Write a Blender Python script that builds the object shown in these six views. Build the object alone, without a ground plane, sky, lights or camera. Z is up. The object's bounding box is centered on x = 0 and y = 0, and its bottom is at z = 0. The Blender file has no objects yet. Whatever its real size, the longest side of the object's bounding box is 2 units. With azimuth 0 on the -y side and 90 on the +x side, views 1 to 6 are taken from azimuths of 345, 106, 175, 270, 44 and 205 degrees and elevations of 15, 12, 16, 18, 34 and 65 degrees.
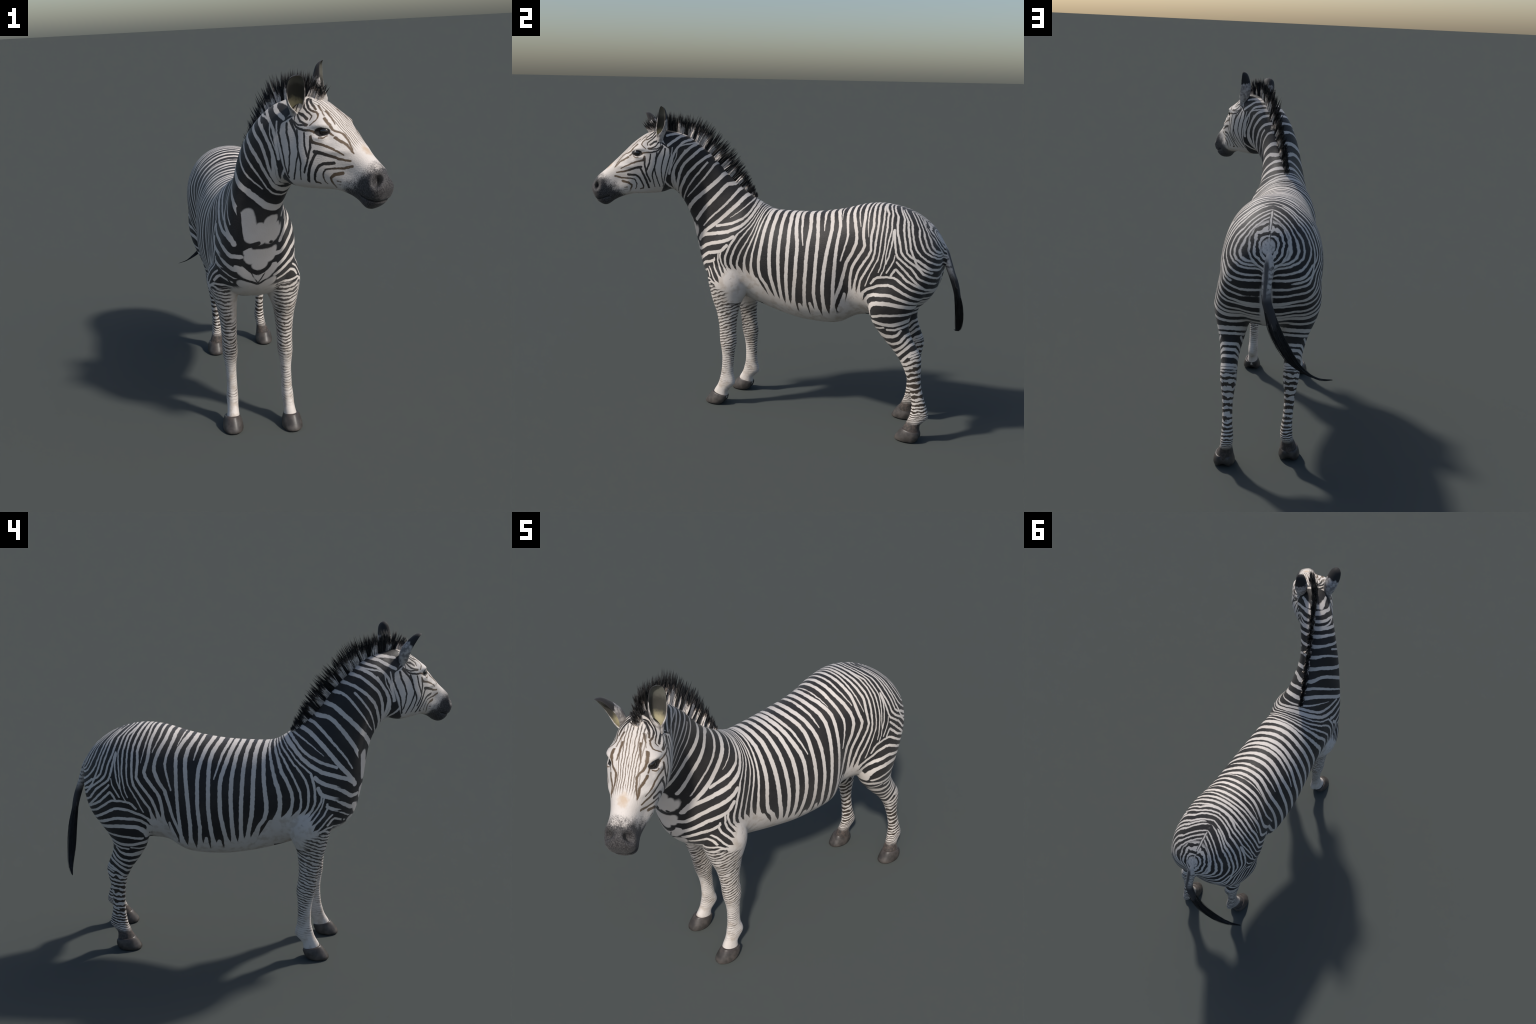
import bpy, bmesh, math, random
import numpy as np
from mathutils import Vector

random.seed(7)
RNG = np.random.default_rng(7)

# ------------------------------------------------------------------ pose
# The animal is modelled straight (rest frame: -y forward, x to its left, z up) and then
# posed: the whole body turned a little, the neck swung at the withers, the head at the poll.
BODY_YAW, BODY_AT = math.radians(8.6), (-0.0595, -0.001)
NECK_PIVOT, NECK_TURN = -0.177, math.radians(25.0)
HEAD_PIVOT, HEAD_TURN = -0.646, math.radians(13.8)


def ramp(x, a, b):
    t = np.clip((x - a) / (b - a), 0, 1)
    return t * t * (3 - 2 * t)


def unturn(p, pivot, angle):
    x, y = p[:, 0], p[:, 1] - pivot
    c, s = np.cos(angle), np.sin(angle)
    return np.stack([x * c + y * s, -x * s + y * c + pivot, p[:, 2]], 1)


def to_rest(p):
    """world -> rest frame; the same steps are rebuilt as shader nodes for the coat"""
    d, c, s = p[:, :2] - np.array(BODY_AT), math.cos(BODY_YAW), math.sin(BODY_YAW)
    q = np.stack([d[:, 0] * c - d[:, 1] * s, d[:, 0] * s + d[:, 1] * c, p[:, 2]], 1)
    swing = 1 - (1 - ramp(q[:, 2] + 0.35 * q[:, 1], 0.55, 1.2)) * (1 - ramp(-q[:, 1], 0.58, 0.74))
    q = unturn(q, NECK_PIVOT, NECK_TURN * swing * ramp(-q[:, 1], 0.05, 0.2))
    return unturn(q, HEAD_PIVOT, HEAD_TURN * ramp(-q[:, 1], 0.58, 0.74))


def to_world(rest):
    rest = np.asarray(rest, float).reshape(-1, 3)
    c, s = math.cos(BODY_YAW), math.sin(BODY_YAW)

    def turn(v):
        return np.stack([v[:, 0] * c + v[:, 1] * s, -v[:, 0] * s + v[:, 1] * c, v[:, 2]], 1)

    w = turn(rest) + np.array([*BODY_AT, 0])
    for _ in range(70):
        w = w - 0.6 * turn(to_rest(w) - rest)
    return w


# ------------------------------------------------------------------ curves and lofts
def spline(points, n):
    """Catmull-Rom through the rows of `points` (centripetal in the first columns), n samples"""
    p = np.asarray(points, float)
    d = np.linalg.norm(np.diff(p[:, :3], axis=0), axis=1) ** 0.5 + 1e-6
    t = np.concatenate([[0], np.cumsum(d)])
    m = np.empty_like(p)
    m[1:-1] = (p[2:] - p[:-2]) / (t[2:] - t[:-2])[:, None]
    m[0], m[-1] = (p[1] - p[0]) / d[0], (p[-1] - p[-2]) / d[-1]
    u = np.linspace(0, t[-1], n)
    i = np.clip(np.searchsorted(t, u, side="right") - 1, 0, len(p) - 2)
    h = (t[i + 1] - t[i])[:, None]
    f = ((u - t[i])[:, None]) / h
    return ((2 * f**3 - 3 * f**2 + 1) * p[i] + (f**3 - 2 * f**2 + f) * h * m[i]
            + (-2 * f**3 + 3 * f**2) * p[i + 1] + (f**3 - f**2) * h * m[i + 1])


def tube(rings):
    """closed mesh from a list of rings of equal length"""
    n, k = len(rings), len(rings[0])
    v = [tuple(p) for r in rings for p in r]
    f = [(i * k + j, i * k + (j + 1) % k, (i + 1) * k + (j + 1) % k, (i + 1) * k + j) for i in range(n - 1) for j in range(k)]
    for r, flip in ((0, True), (n - 1, False)):
        v.append(tuple(np.mean(rings[r], 0)))
        c = len(v) - 1
        f += [(r * k + (j + 1) % k, r * k + j, c) if flip else (r * k + j, r * k + (j + 1) % k, c) for j in range(k)]
    return v, f


def loft(stations, n=70, k=48, lean=False):
    """stations: (y_top, z_top, y_bottom, z_bottom, half_width, bias, power, x_centre).
    bias > 0 widens the upper half, < 0 the lower half; power 2 is an ellipse, more is boxier."""
    s = spline(stations, n)
    a = np.arange(k) * math.tau / k
    rings = []
    for ty, tz, by, bz, w, bias, power, cx in s:
        c, sn = np.cos(a), np.sin(a)
        v = np.sign(c) * np.abs(c) ** (2 / power)
        u = np.sign(sn) * np.abs(sn) ** (2 / power)
        x = cx * (1 - 0.5 * np.clip(v, 0, 1) ** 3 - 0.95 * np.clip(-v, 0, 1) ** 1.3 if lean else 1) + w * u * (1 + bias * v)
        rings.append(np.stack([x, (ty + by) / 2 + (ty - by) / 2 * v, (tz + bz) / 2 + (tz - bz) / 2 * v], 1))
    return tube(rings)


def ball(centre, radii, tilt=0.0, k=24):
    """ellipsoid; tilt turns it in the side plane (degrees)"""
    c, s = math.cos(math.radians(tilt)), math.sin(math.radians(tilt))
    rings = []
    for i in range(1, k):
        t = math.pi * i / k
        ring = []
        for j in range(k):
            f = math.tau * j / k
            x, y, z = radii[0] * math.sin(t) * math.cos(f), radii[1] * math.sin(t) * math.sin(f), radii[2] * math.cos(t)
            ring.append((centre[0] + x, centre[1] + y * c - z * s, centre[2] + y * s + z * c))
        rings.append(np.array(ring))
    return tube(rings)


# ------------------------------------------------------------------ body profiles (rest frame)
#        top y   top z   bot y   bot z  width  bias  power  x
TRUNK = [
    (0.890, 0.985, 0.878, 0.860, 0.050, 0.0, 2.0, 0.005),
    (0.876, 1.022, 0.866, 0.792, 0.114, -0.1, 2.0, 0.005),
    (0.815, 1.095, 0.812, 0.698, 0.180, 0.0, 2.1, 0.003),
    (0.720, 1.156, 0.725, 0.640, 0.212, 0.05, 2.15, 0.0),
    (0.600, 1.188, 0.600, 0.605, 0.220, 0.05, 2.15, 0.0),
    (0.480, 1.184, 0.455, 0.588, 0.202, 0.04, 2.1, 0.0),
    (0.340, 1.145, 0.345, 0.532, 0.208, -0.08, 2.15, 0.006),
    (0.180, 1.117, 0.180, 0.522, 0.209, -0.02, 2.1, 0.004),
    (0.040, 1.110, 0.040, 0.538, 0.197, 0.04, 2.0, 0.006),
    (-0.070, 1.113, -0.100, 0.575, 0.181, 0.04, 2.05, 0.011),
    (-0.145, 1.150, -0.235, 0.622, 0.171, -0.04, 2.05, 0.010),
    (-0.195, 1.182, -0.388, 0.676, 0.160, -0.13, 2.05, 0.008),
    (-0.250, 1.225, -0.468, 0.750, 0.142, -0.15, 2.0, -0.010),
    (-0.310, 1.280, -0.507, 0.890, 0.120, -0.05, 2.05, -0.036),
    (-0.370, 1.352, -0.532, 1.020, 0.102, 0.10, 2.25, -0.058),
    (-0.440, 1.420, -0.565, 1.112, 0.094, 0.20, 2.5, -0.056),
    (-0.530, 1.488, -0.612, 1.186, 0.092, 0.16, 2.6, -0.036),
    (-0.620, 1.520, -0.668, 1.216, 0.092, 0.02, 2.6, -0.012),
]
SKULL = [
    (-0.585, 1.495, -0.610, 1.250, 0.074, 0.0, 2.3, -0.006),
    (-0.635, 1.520, -0.650, 1.200, 0.098, -0.05, 2.4, -0.004),
    (-0.695, 1.525, -0.715, 1.186, 0.108, -0.10, 2.4, -0.003),
    (-0.760, 1.506, -0.780, 1.184, 0.112, -0.06, 2.5, -0.005),
    (-0.825, 1.463, -0.838, 1.184, 0.100, 0.03, 2.5, -0.005),
    (-0.880, 1.413, -0.880, 1.174, 0.082, 0.06, 2.5, -0.003),
    (-0.932, 1.364, -0.915, 1.162, 0.065, 0.02, 2.5, -0.004),
    (-0.982, 1.318, -0.945, 1.146, 0.055, 0.0, 2.4, -0.006),
    (-1.022, 1.285, -0.968, 1.130, 0.055, 0.0, 2.35, -0.007),
    (-1.046, 1.258, -0.990, 1.122, 0.057, 0.02, 2.3, -0.007),
    (-1.060, 1.234, -1.014, 1.130, 0.053, 0.05, 2.2, -0.006),
    (-1.066, 1.205, -1.040, 1.148, 0.036, 0.05, 2.0, -0.006),
]
# legs: (front y, front z, back y, back z, half width) down the leg; dx moves it sideways
FORELEG = [
    (-0.372, 0.800, -0.160, 0.760, 0.052, -0.010),
    (-0.351, 0.700, -0.172, 0.660, 0.049, -0.002),
    (-0.343, 0.610, -0.198, 0.590, 0.044, 0.002),
    (-0.325, 0.540, -0.206, 0.535, 0.039, 0.001),
    (-0.311, 0.480, -0.209, 0.480, 0.036, 0.000),
    (-0.302, 0.430, -0.205, 0.425, 0.034, 0.000),
    (-0.297, 0.385, -0.198, 0.385, 0.0345, 0.000),
    (-0.291, 0.355, -0.196, 0.355, 0.0345, 0.000),
    (-0.281, 0.318, -0.201, 0.320, 0.029, 0.001),
    (-0.273, 0.275, -0.201, 0.275, 0.0245, 0.000),
    (-0.270, 0.225, -0.201, 0.220, 0.0240, 0.000),
    (-0.272, 0.178, -0.197, 0.178, 0.0245, 0.000),
    (-0.279, 0.148, -0.189, 0.150, 0.0265, 0.001),
    (-0.285, 0.125, -0.187, 0.122, 0.0270, 0.002),
    (-0.296, 0.100, -0.208, 0.098, 0.0255, 0.003),
    (-0.309, 0.078, -0.226, 0.078, 0.0265, 0.004),
    (-0.318, 0.055, -0.230, 0.050, 0.0300, 0.006),
    (-0.325, 0.030, -0.232, 0.030, 0.0310, 0.007),
]
HINDLEG = [
    (0.560, 0.930, 0.865, 0.940, 0.085, -0.015),
    (0.556, 0.830, 0.857, 0.860, 0.090, 0.0),
    (0.556, 0.740, 0.830, 0.775, 0.090, 0.006),
    (0.556, 0.670, 0.784, 0.702, 0.080, 0.008),
    (0.562, 0.608, 0.752, 0.640, 0.067, 0.007),
    (0.590, 0.553, 0.742, 0.590, 0.056, 0.004),
    (0.618, 0.510, 0.755, 0.540, 0.046, 0.004),
    (0.648, 0.470, 0.777, 0.490, 0.038, 0.003),
    (0.672, 0.430, 0.792, 0.450, 0.037, 0.002),
    (0.690, 0.390, 0.788, 0.412, 0.036, 0.001),
    (0.700, 0.350, 0.780, 0.362, 0.029, 0.000),
    (0.707, 0.300, 0.774, 0.305, 0.0235, -0.001),
    (0.711, 0.250, 0.777, 0.250, 0.0225, -0.003),
    (0.711, 0.205, 0.783, 0.207, 0.0230, -0.005),
    (0.709, 0.165, 0.793, 0.165, 0.0265, -0.007),
    (0.704, 0.135, 0.800, 0.130, 0.0280, -0.006),
    (0.696, 0.110, 0.778, 0.104, 0.0270, -0.003),
    (0.684, 0.085, 0.760, 0.084, 0.0300, 0.001),
    (0.670, 0.060, 0.762, 0.052, 0.0380, 0.004),
    (0.660, 0.035, 0.762, 0.030, 0.0390, 0.006),
]
# each leg: x of its centre, side, shift in y at the foot, height where the step begins, stride per metre
LEGS = {"fore_right": (FORELEG, -0.107, -1, 0.003, 0.55, 0.0), "fore_left": (FORELEG, 0.144, 1, 0.003, 0.55, -0.085),
        "hind_right": (HINDLEG, -0.1145, -1, -0.010, 0.50, 0.0), "hind_left": (HINDLEG, 0.1555, 1, -0.010, 0.76, 0.175)}


def leg_shift(name, z):
    _, _, _, dy, top, stride = LEGS[name]
    return dy * ramp(-z, -0.75, -0.50) + stride * np.clip(top - np.maximum(z, 0.19), 0, None)


def leg_stations(name):
    rows, cx, side = LEGS[name][:3]
    out = []
    for fy, fz, by, bz, w, dx in rows:
        keep = 1 - ramp(max(fz, bz), 0.55, 0.85)
        x = side * 0.126 * (1 - keep) + cx * keep
        out.append((fy + leg_shift(name, fz), fz, by + leg_shift(name, bz), bz, w, 0.0, 2.1, x + side * dx))
    return out


def leg_axis(name, z):
    """rest-frame centre (x, y) of a leg at height z"""
    s = np.array(leg_stations(name))
    zz = (s[:, 1] + s[:, 3])[::-1] / 2
    return np.interp(z, zz, s[::-1, 7]), np.interp(z, zz, ((s[:, 0] + s[:, 2]) / 2)[::-1])


def body_parts():
    yield loft(TRUNK, 110, 64, True)
    yield loft(SKULL, 90, 56)
    yield tail_dock(6, 0.0015)            # the root of the tail grows out of the croup
    for name in LEGS:
        yield loft(leg_stations(name), 110, 36)


def remeshed(parts, voxel):
    v, f = [], []
    for pv, pf in parts:
        f += [tuple(i + len(v) for i in q) for q in pf]
        v += pv
    me = bpy.data.meshes.new("rough_body")
    me.from_pydata(v, [], f)
    bm = bmesh.new()
    bm.from_mesh(me)
    bmesh.ops.recalc_face_normals(bm, faces=bm.faces)
    bm.to_mesh(me)
    bm.free()
    ob = bpy.data.objects.new("rough_body", me)
    bpy.context.scene.collection.objects.link(ob)
    mod = ob.modifiers.new("union", "REMESH")
    mod.mode, mod.voxel_size = "VOXEL", voxel
    done = ob.evaluated_get(bpy.context.evaluated_depsgraph_get()).to_mesh()
    co = np.empty(len(done.vertices) * 3)
    done.vertices.foreach_get("co", co)
    quads = np.empty(len(done.loops), np.int64)
    done.loops.foreach_get("vertex_index", quads)
    quads = quads.reshape(-1, 4)
    bpy.data.objects.remove(ob)
    bpy.data.meshes.remove(me)
    return co.reshape(-1, 3), quads


def edges_of(quads):
    e = np.concatenate([quads[:, [i, (i + 1) % 4]] for i in range(4)])
    e = np.unique(np.sort(e, 1), axis=0)
    return e


def smooth(co, edges, steps, amount=0.5, weight=None):
    deg = np.bincount(edges.ravel(), minlength=len(co)).astype(float)[:, None]
    for _ in range(steps):
        acc = np.zeros_like(co)
        for k in range(3):
            acc[:, k] = np.bincount(edges[:, 0], co[edges[:, 1], k], len(co)) + np.bincount(edges[:, 1], co[edges[:, 0], k], len(co))
        d = (acc / deg - co) * amount
        co = co + (d if weight is None else d * weight[:, None])
    return co


def normals_of(co, quads):
    n = np.cross(co[quads[:, 2]] - co[quads[:, 0]], co[quads[:, 3]] - co[quads[:, 1]])
    out = np.zeros_like(co)
    for i in range(4):
        for k in range(3):
            out[:, k] += np.bincount(quads[:, i], n[:, k], len(co))
    return out / (np.linalg.norm(out, axis=1, keepdims=True) + 1e-12)

# ------------------------------------------------------------------ hoof, ear, eye, hair
def hoof(name):
    """wall and sole: rings from the ground to the coronet, which slopes down to the heel"""
    hind = name.startswith("hind")
    x, _ = leg_axis(name, 0.05)
    side, dy = LEGS[name][2], float(leg_shift(name, 0.05))
    x += side * 0.004
    #        front y  back y  half w  z front  z back
    rows = ([(0.640, 0.748, 0.036, 0.000, 0.000), (0.634, 0.757, 0.046, 0.004, 0.003), (0.637, 0.765, 0.048, 0.016, 0.014),
             (0.650, 0.770, 0.046, 0.036, 0.030), (0.663, 0.768, 0.041, 0.056, 0.046), (0.672, 0.762, 0.036, 0.064, 0.054), (0.680, 0.750, 0.028, 0.062, 0.054)]
            if hind else
            [(-0.352, -0.256, 0.034, 0.000, 0.000), (-0.360, -0.247, 0.045, 0.004, 0.003), (-0.357, -0.236, 0.047, 0.016, 0.014),
             (-0.343, -0.228, 0.044, 0.038, 0.030), (-0.326, -0.224, 0.038, 0.060, 0.044), (-0.317, -0.226, 0.034, 0.068, 0.050), (-0.306, -0.234, 0.026, 0.066, 0.050)])
    s, k = spline(rows, 28), 48
    rings = []
    for fy, by, w, zf, zb in s:
        a = np.arange(k) * math.tau / k
        v, u = np.cos(a), np.sin(a)                      # v = 1 at the toe
        heel = np.exp(-((a - math.pi) / 0.32) ** 2)      # cleft between the bulbs of the heel
        px = x + w * np.sign(u) * np.abs(u) ** 0.85 * (1 + 0.06 * -v)
        py = (fy + by) / 2 + (fy - by) / 2 * v + dy + (fy - by) / 2 * 0.16 * heel
        pz = zb + (zf - zb) * (v + 1) / 2 + 0.010 * heel * ramp(-zf, -0.03, 0.0)
        rings.append(np.stack([px, py, pz], 1))
    return tube(rings)


def ear(base, tip, out, width):
    """a leaf-shaped cup: closed round the base, open towards `out`, with a real thickness"""
    base, tip, out = (np.array(q, float) for q in (base, tip, out))
    axis = (tip - base) / np.linalg.norm(tip - base)
    out = out - axis * out.dot(axis)
    out /= np.linalg.norm(out)
    across = np.cross(axis, out)
    length = np.linalg.norm(tip - base)
    #       along  chord  opening half-angle (rad)  lean back
    rows = [(-0.20, 0.55, 3.12, 0.12), (-0.04, 0.62, 3.10, 0.07), (0.06, 0.74, 2.70, 0.03), (0.18, 0.88, 2.15, 0.00), (0.35, 1.00, 1.75, -0.02), (0.55, 1.03, 1.45, -0.01),
            (0.75, 0.94, 1.25, 0.01), (0.88, 0.76, 1.10, 0.03), (0.96, 0.47, 1.0, 0.05), (1.0, 0.10, 0.95, 0.06)]
    s, k = spline(rows, 40), 27
    outer, inner = [], []
    for u, chord, half, lean in s:
        r = chord * width / 2 / max(math.sin(min(half, math.pi / 2)), 0.3)
        th = 0.0045 * (1 - 0.65 * max(u, 0)) * min(1.0, chord * 2)
        mid = base + axis * length * u + out * (lean * length)
        a = np.linspace(-half, half, k)
        for shell, rr in ((outer, r), (inner, max(r - th, r * 0.4))):
            shell.append(mid + np.outer(np.sin(a) * rr, across) + np.outer(-np.cos(a) * rr + r * 0.35, out))
    n = len(s)
    v = [tuple(p) for r in outer for p in r] + [tuple(p) for r in inner for p in r]
    o2 = n * k
    f, inside = [], []
    for i in range(n - 1):
        for j in range(k - 1):
            a, b, c, d = i * k + j, i * k + j + 1, (i + 1) * k + j + 1, (i + 1) * k + j
            f.append((a, b, c, d)); inside.append(0)
            f.append((o2 + d, o2 + c, o2 + b, o2 + a)); inside.append(1)
        for j in (0, k - 1):
            a, d = i * k + j, (i + 1) * k + j
            f.append((a, d, o2 + d, o2 + a) if j == 0 else (d, a, o2 + a, o2 + d)); inside.append(0)
    for j in range(k - 1):
        a, b = (n - 1) * k + j, (n - 1) * k + j + 1
        f.append((a, b, o2 + b, o2 + a)); inside.append(0)
    return v, f, inside


class Strands:
    """tapering three-sided hairs collected into one mesh; material slot chosen per piece of hair"""

    def __init__(self):
        self.v, self.f, self.slot = [], [], []

    def add(self, path, width, slots, flat=(1.0, 1.0)):
        path = np.asarray(path)
        n = len(path)
        t = np.gradient(path, axis=0)
        t /= np.linalg.norm(t, axis=1, keepdims=True) + 1e-9
        ref = np.array([1.0, 0, 0]) if abs(t[0][0]) < 0.8 else np.array([0, 1.0, 0])
        s = np.cross(t, ref); s /= np.linalg.norm(s, axis=1, keepdims=True)
        b = np.cross(t, s)
        o, turn = len(self.v), RNG.uniform(0, 2)
        for i in range(n - 1):
            w = width * (1 - (i / (n - 1)) ** 1.6)
            for j in range(3):
                a = turn + math.tau * j / 3
                self.v.append(tuple(path[i] + s[i] * math.cos(a) * w * flat[0] + b[i] * math.sin(a) * w * flat[1]))
        self.v.append(tuple(path[-1]))
        for i in range(n - 2):
            for j in range(3):
                a, c = o + i * 3 + j, o + i * 3 + (j + 1) % 3
                self.f.append((a, c, c + 3, a + 3)); self.slot.append(slots[min(i, len(slots) - 1)])
        for j in range(3):
            self.f.append((o + (n - 2) * 3 + j, o + (n - 2) * 3 + (j + 1) % 3, o + (n - 1) * 3)); self.slot.append(slots[-1])


# crest of the neck (y, z) from the withers to the forehead, length and lean (y, z) of the mane there
CREST = [(-0.172, 1.158, 0.034, 0.35, 0.94), (-0.208, 1.188, 0.055, 0.50, 0.87), (-0.270, 1.240, 0.078, 0.66, 0.75), (-0.349, 1.326, 0.102, 0.72, 0.69),
         (-0.434, 1.412, 0.112, 0.64, 0.77), (-0.506, 1.470, 0.118, 0.40, 0.92), (-0.579, 1.506, 0.108, 0.12, 0.99),
         (-0.640, 1.518, 0.100, -0.08, 1.0), (-0.700, 1.518, 0.092, -0.35, 0.94), (-0.740, 1.508, 0.080, -0.62, 0.78)]
MANE_BANDS = []                           # where pale neck stripes meet the crest; filled in from the stripes


def mane(slots):
    """tufts along the crest: the hairs of one tuft part at the root and close to a point at the tip"""
    hair, (dark, light, mid) = Strands(), slots
    crest = spline(CREST, 400)
    for k in range(460):
        u = (k + RNG.uniform(0, 1)) / 460
        cy, cz, length, ly, lz = crest[int(u * 399)]
        side = RNG.normal(0, 0.0050)
        pale = min(abs(u - b) for b in MANE_BANDS) < 0.019 or u > 0.91
        lean = np.array([RNG.normal(0, 0.05) + side * 5, ly + RNG.normal(0, 0.07), lz + RNG.normal(0, 0.05)])
        lean /= np.linalg.norm(lean)
        tall = length * RNG.choice([RNG.uniform(0.62, 0.92), RNG.uniform(0.92, 1.14)])
        tip = np.array([MANE_SHIFT * ramp(u, 0.0, 0.3) * ramp(-u, -0.95, -0.7) + side, cy, cz - 0.012]) + lean * tall * 1.12
        for _ in range(10):
            root = np.array([MANE_SHIFT * ramp(u, 0.0, 0.3) * ramp(-u, -0.95, -0.7) + side + RNG.normal(0, 0.0035), cy + RNG.normal(0, 0.0042), cz - 0.012])
            end = tip + np.array([RNG.normal(0, 0.0012), RNG.normal(0, 0.0016), 0]) - lean * tall * abs(RNG.normal(0, 0.10))
            bow = np.array([RNG.normal(0, 0.002), RNG.normal(0, 0.002), 0])
            path = [root + (end - root) * q + bow * math.sin(q * math.pi) for q in (0, 0.28, 0.48, 0.60, 0.80, 1.0)]
            hair.add(path, 0.0014, (light, light, mid, dark, dark) if pale else (dark,))
    return hair


MANE_SHIFT = -0.010
TAIL = [(0.000, 0.790, 1.010), (-0.003, 0.845, 1.004), (-0.006, 0.882, 0.966), (-0.004, 0.911, 0.905), (-0.005, 0.928, 0.862), (-0.010, 0.944, 0.818), (-0.028, 0.953, 0.774), (-0.047, 0.960, 0.718),
        (-0.065, 0.963, 0.680), (-0.102, 0.961, 0.612), (-0.137, 0.954, 0.564), (-0.177, 0.945, 0.529), (-0.219, 0.933, 0.503), (-0.252, 0.920, 0.489), (-0.298, 0.899, 0.483)]
TAIL_RADIUS = [0.040, 0.036, 0.028, 0.022, 0.020, 0.020, 0.023, 0.028, 0.031, 0.031, 0.028, 0.023, 0.016, 0.010, 0.003]


def tail_dock(upto=9, swell=0.0, k=24):
    radii = (TAIL_RADIUS[:6] + [0.019, 0.016, 0.008])[:upto]
    s = spline([(*p, r + swell) for p, r in zip(TAIL, radii)], 60)
    if upto < 9:
        s = s[:44]
    rings = []
    for i, (x, y, z, r) in enumerate(s):
        t = s[min(i + 1, len(s) - 1), :3] - s[max(i - 1, 0), :3]
        t /= np.linalg.norm(t)
        a1 = np.cross(t, (1.0, 0, 0)); a1 /= np.linalg.norm(a1)
        a2 = np.cross(t, a1)
        a = np.arange(k) * math.tau / k
        rings.append(np.array([x, y, z]) + np.outer(np.cos(a) * r * 0.9, a1) + np.outer(np.sin(a) * r, a2))
    return tube(rings)


def tail_hair(slots):
    hair, (dark, mid) = Strands(), slots
    line = spline([(*p, r) for p, r in zip(TAIL, TAIL_RADIUS)], 300)
    for _ in range(2600):
        start = RNG.uniform(0.30, 0.62)
        stop = min(1.0, start + RNG.uniform(0.30, 0.55))
        a, rad = RNG.uniform(0, math.tau), math.sqrt(RNG.uniform(0, 1))
        loose = 1.0 if RNG.uniform() < 0.93 else RNG.uniform(1.1, 1.6)
        path = []
        for q in np.linspace(0, 1, 9):
            i = int((start + (stop - start) * q) * 299)
            p, r = line[i, :3], line[i, 3] * (0.75 + 0.25 * q) * loose
            path.append(p + np.array([math.cos(a), 0.55 * math.sin(a), 0.35 * math.cos(a)]) * r * rad)
        hair.add(path, 0.0014, (mid, mid, dark, dark) if start < 0.40 else (dark,))
    for _ in range(60):                                        # a dense heart so that no light comes through
        a, rad = RNG.uniform(0, math.tau), math.sqrt(RNG.uniform(0, 1)) * 0.6
        path = []
        for q in np.linspace(0.36, 0.97, 12):
            i = int(q * 299)
            path.append(line[i, :3] + np.array([math.cos(a), 0.55 * math.sin(a), 0.35 * math.cos(a)]) * line[i, 3] * rad)
        hair.add(path, 0.008, (dark,))
    return hair


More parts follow.
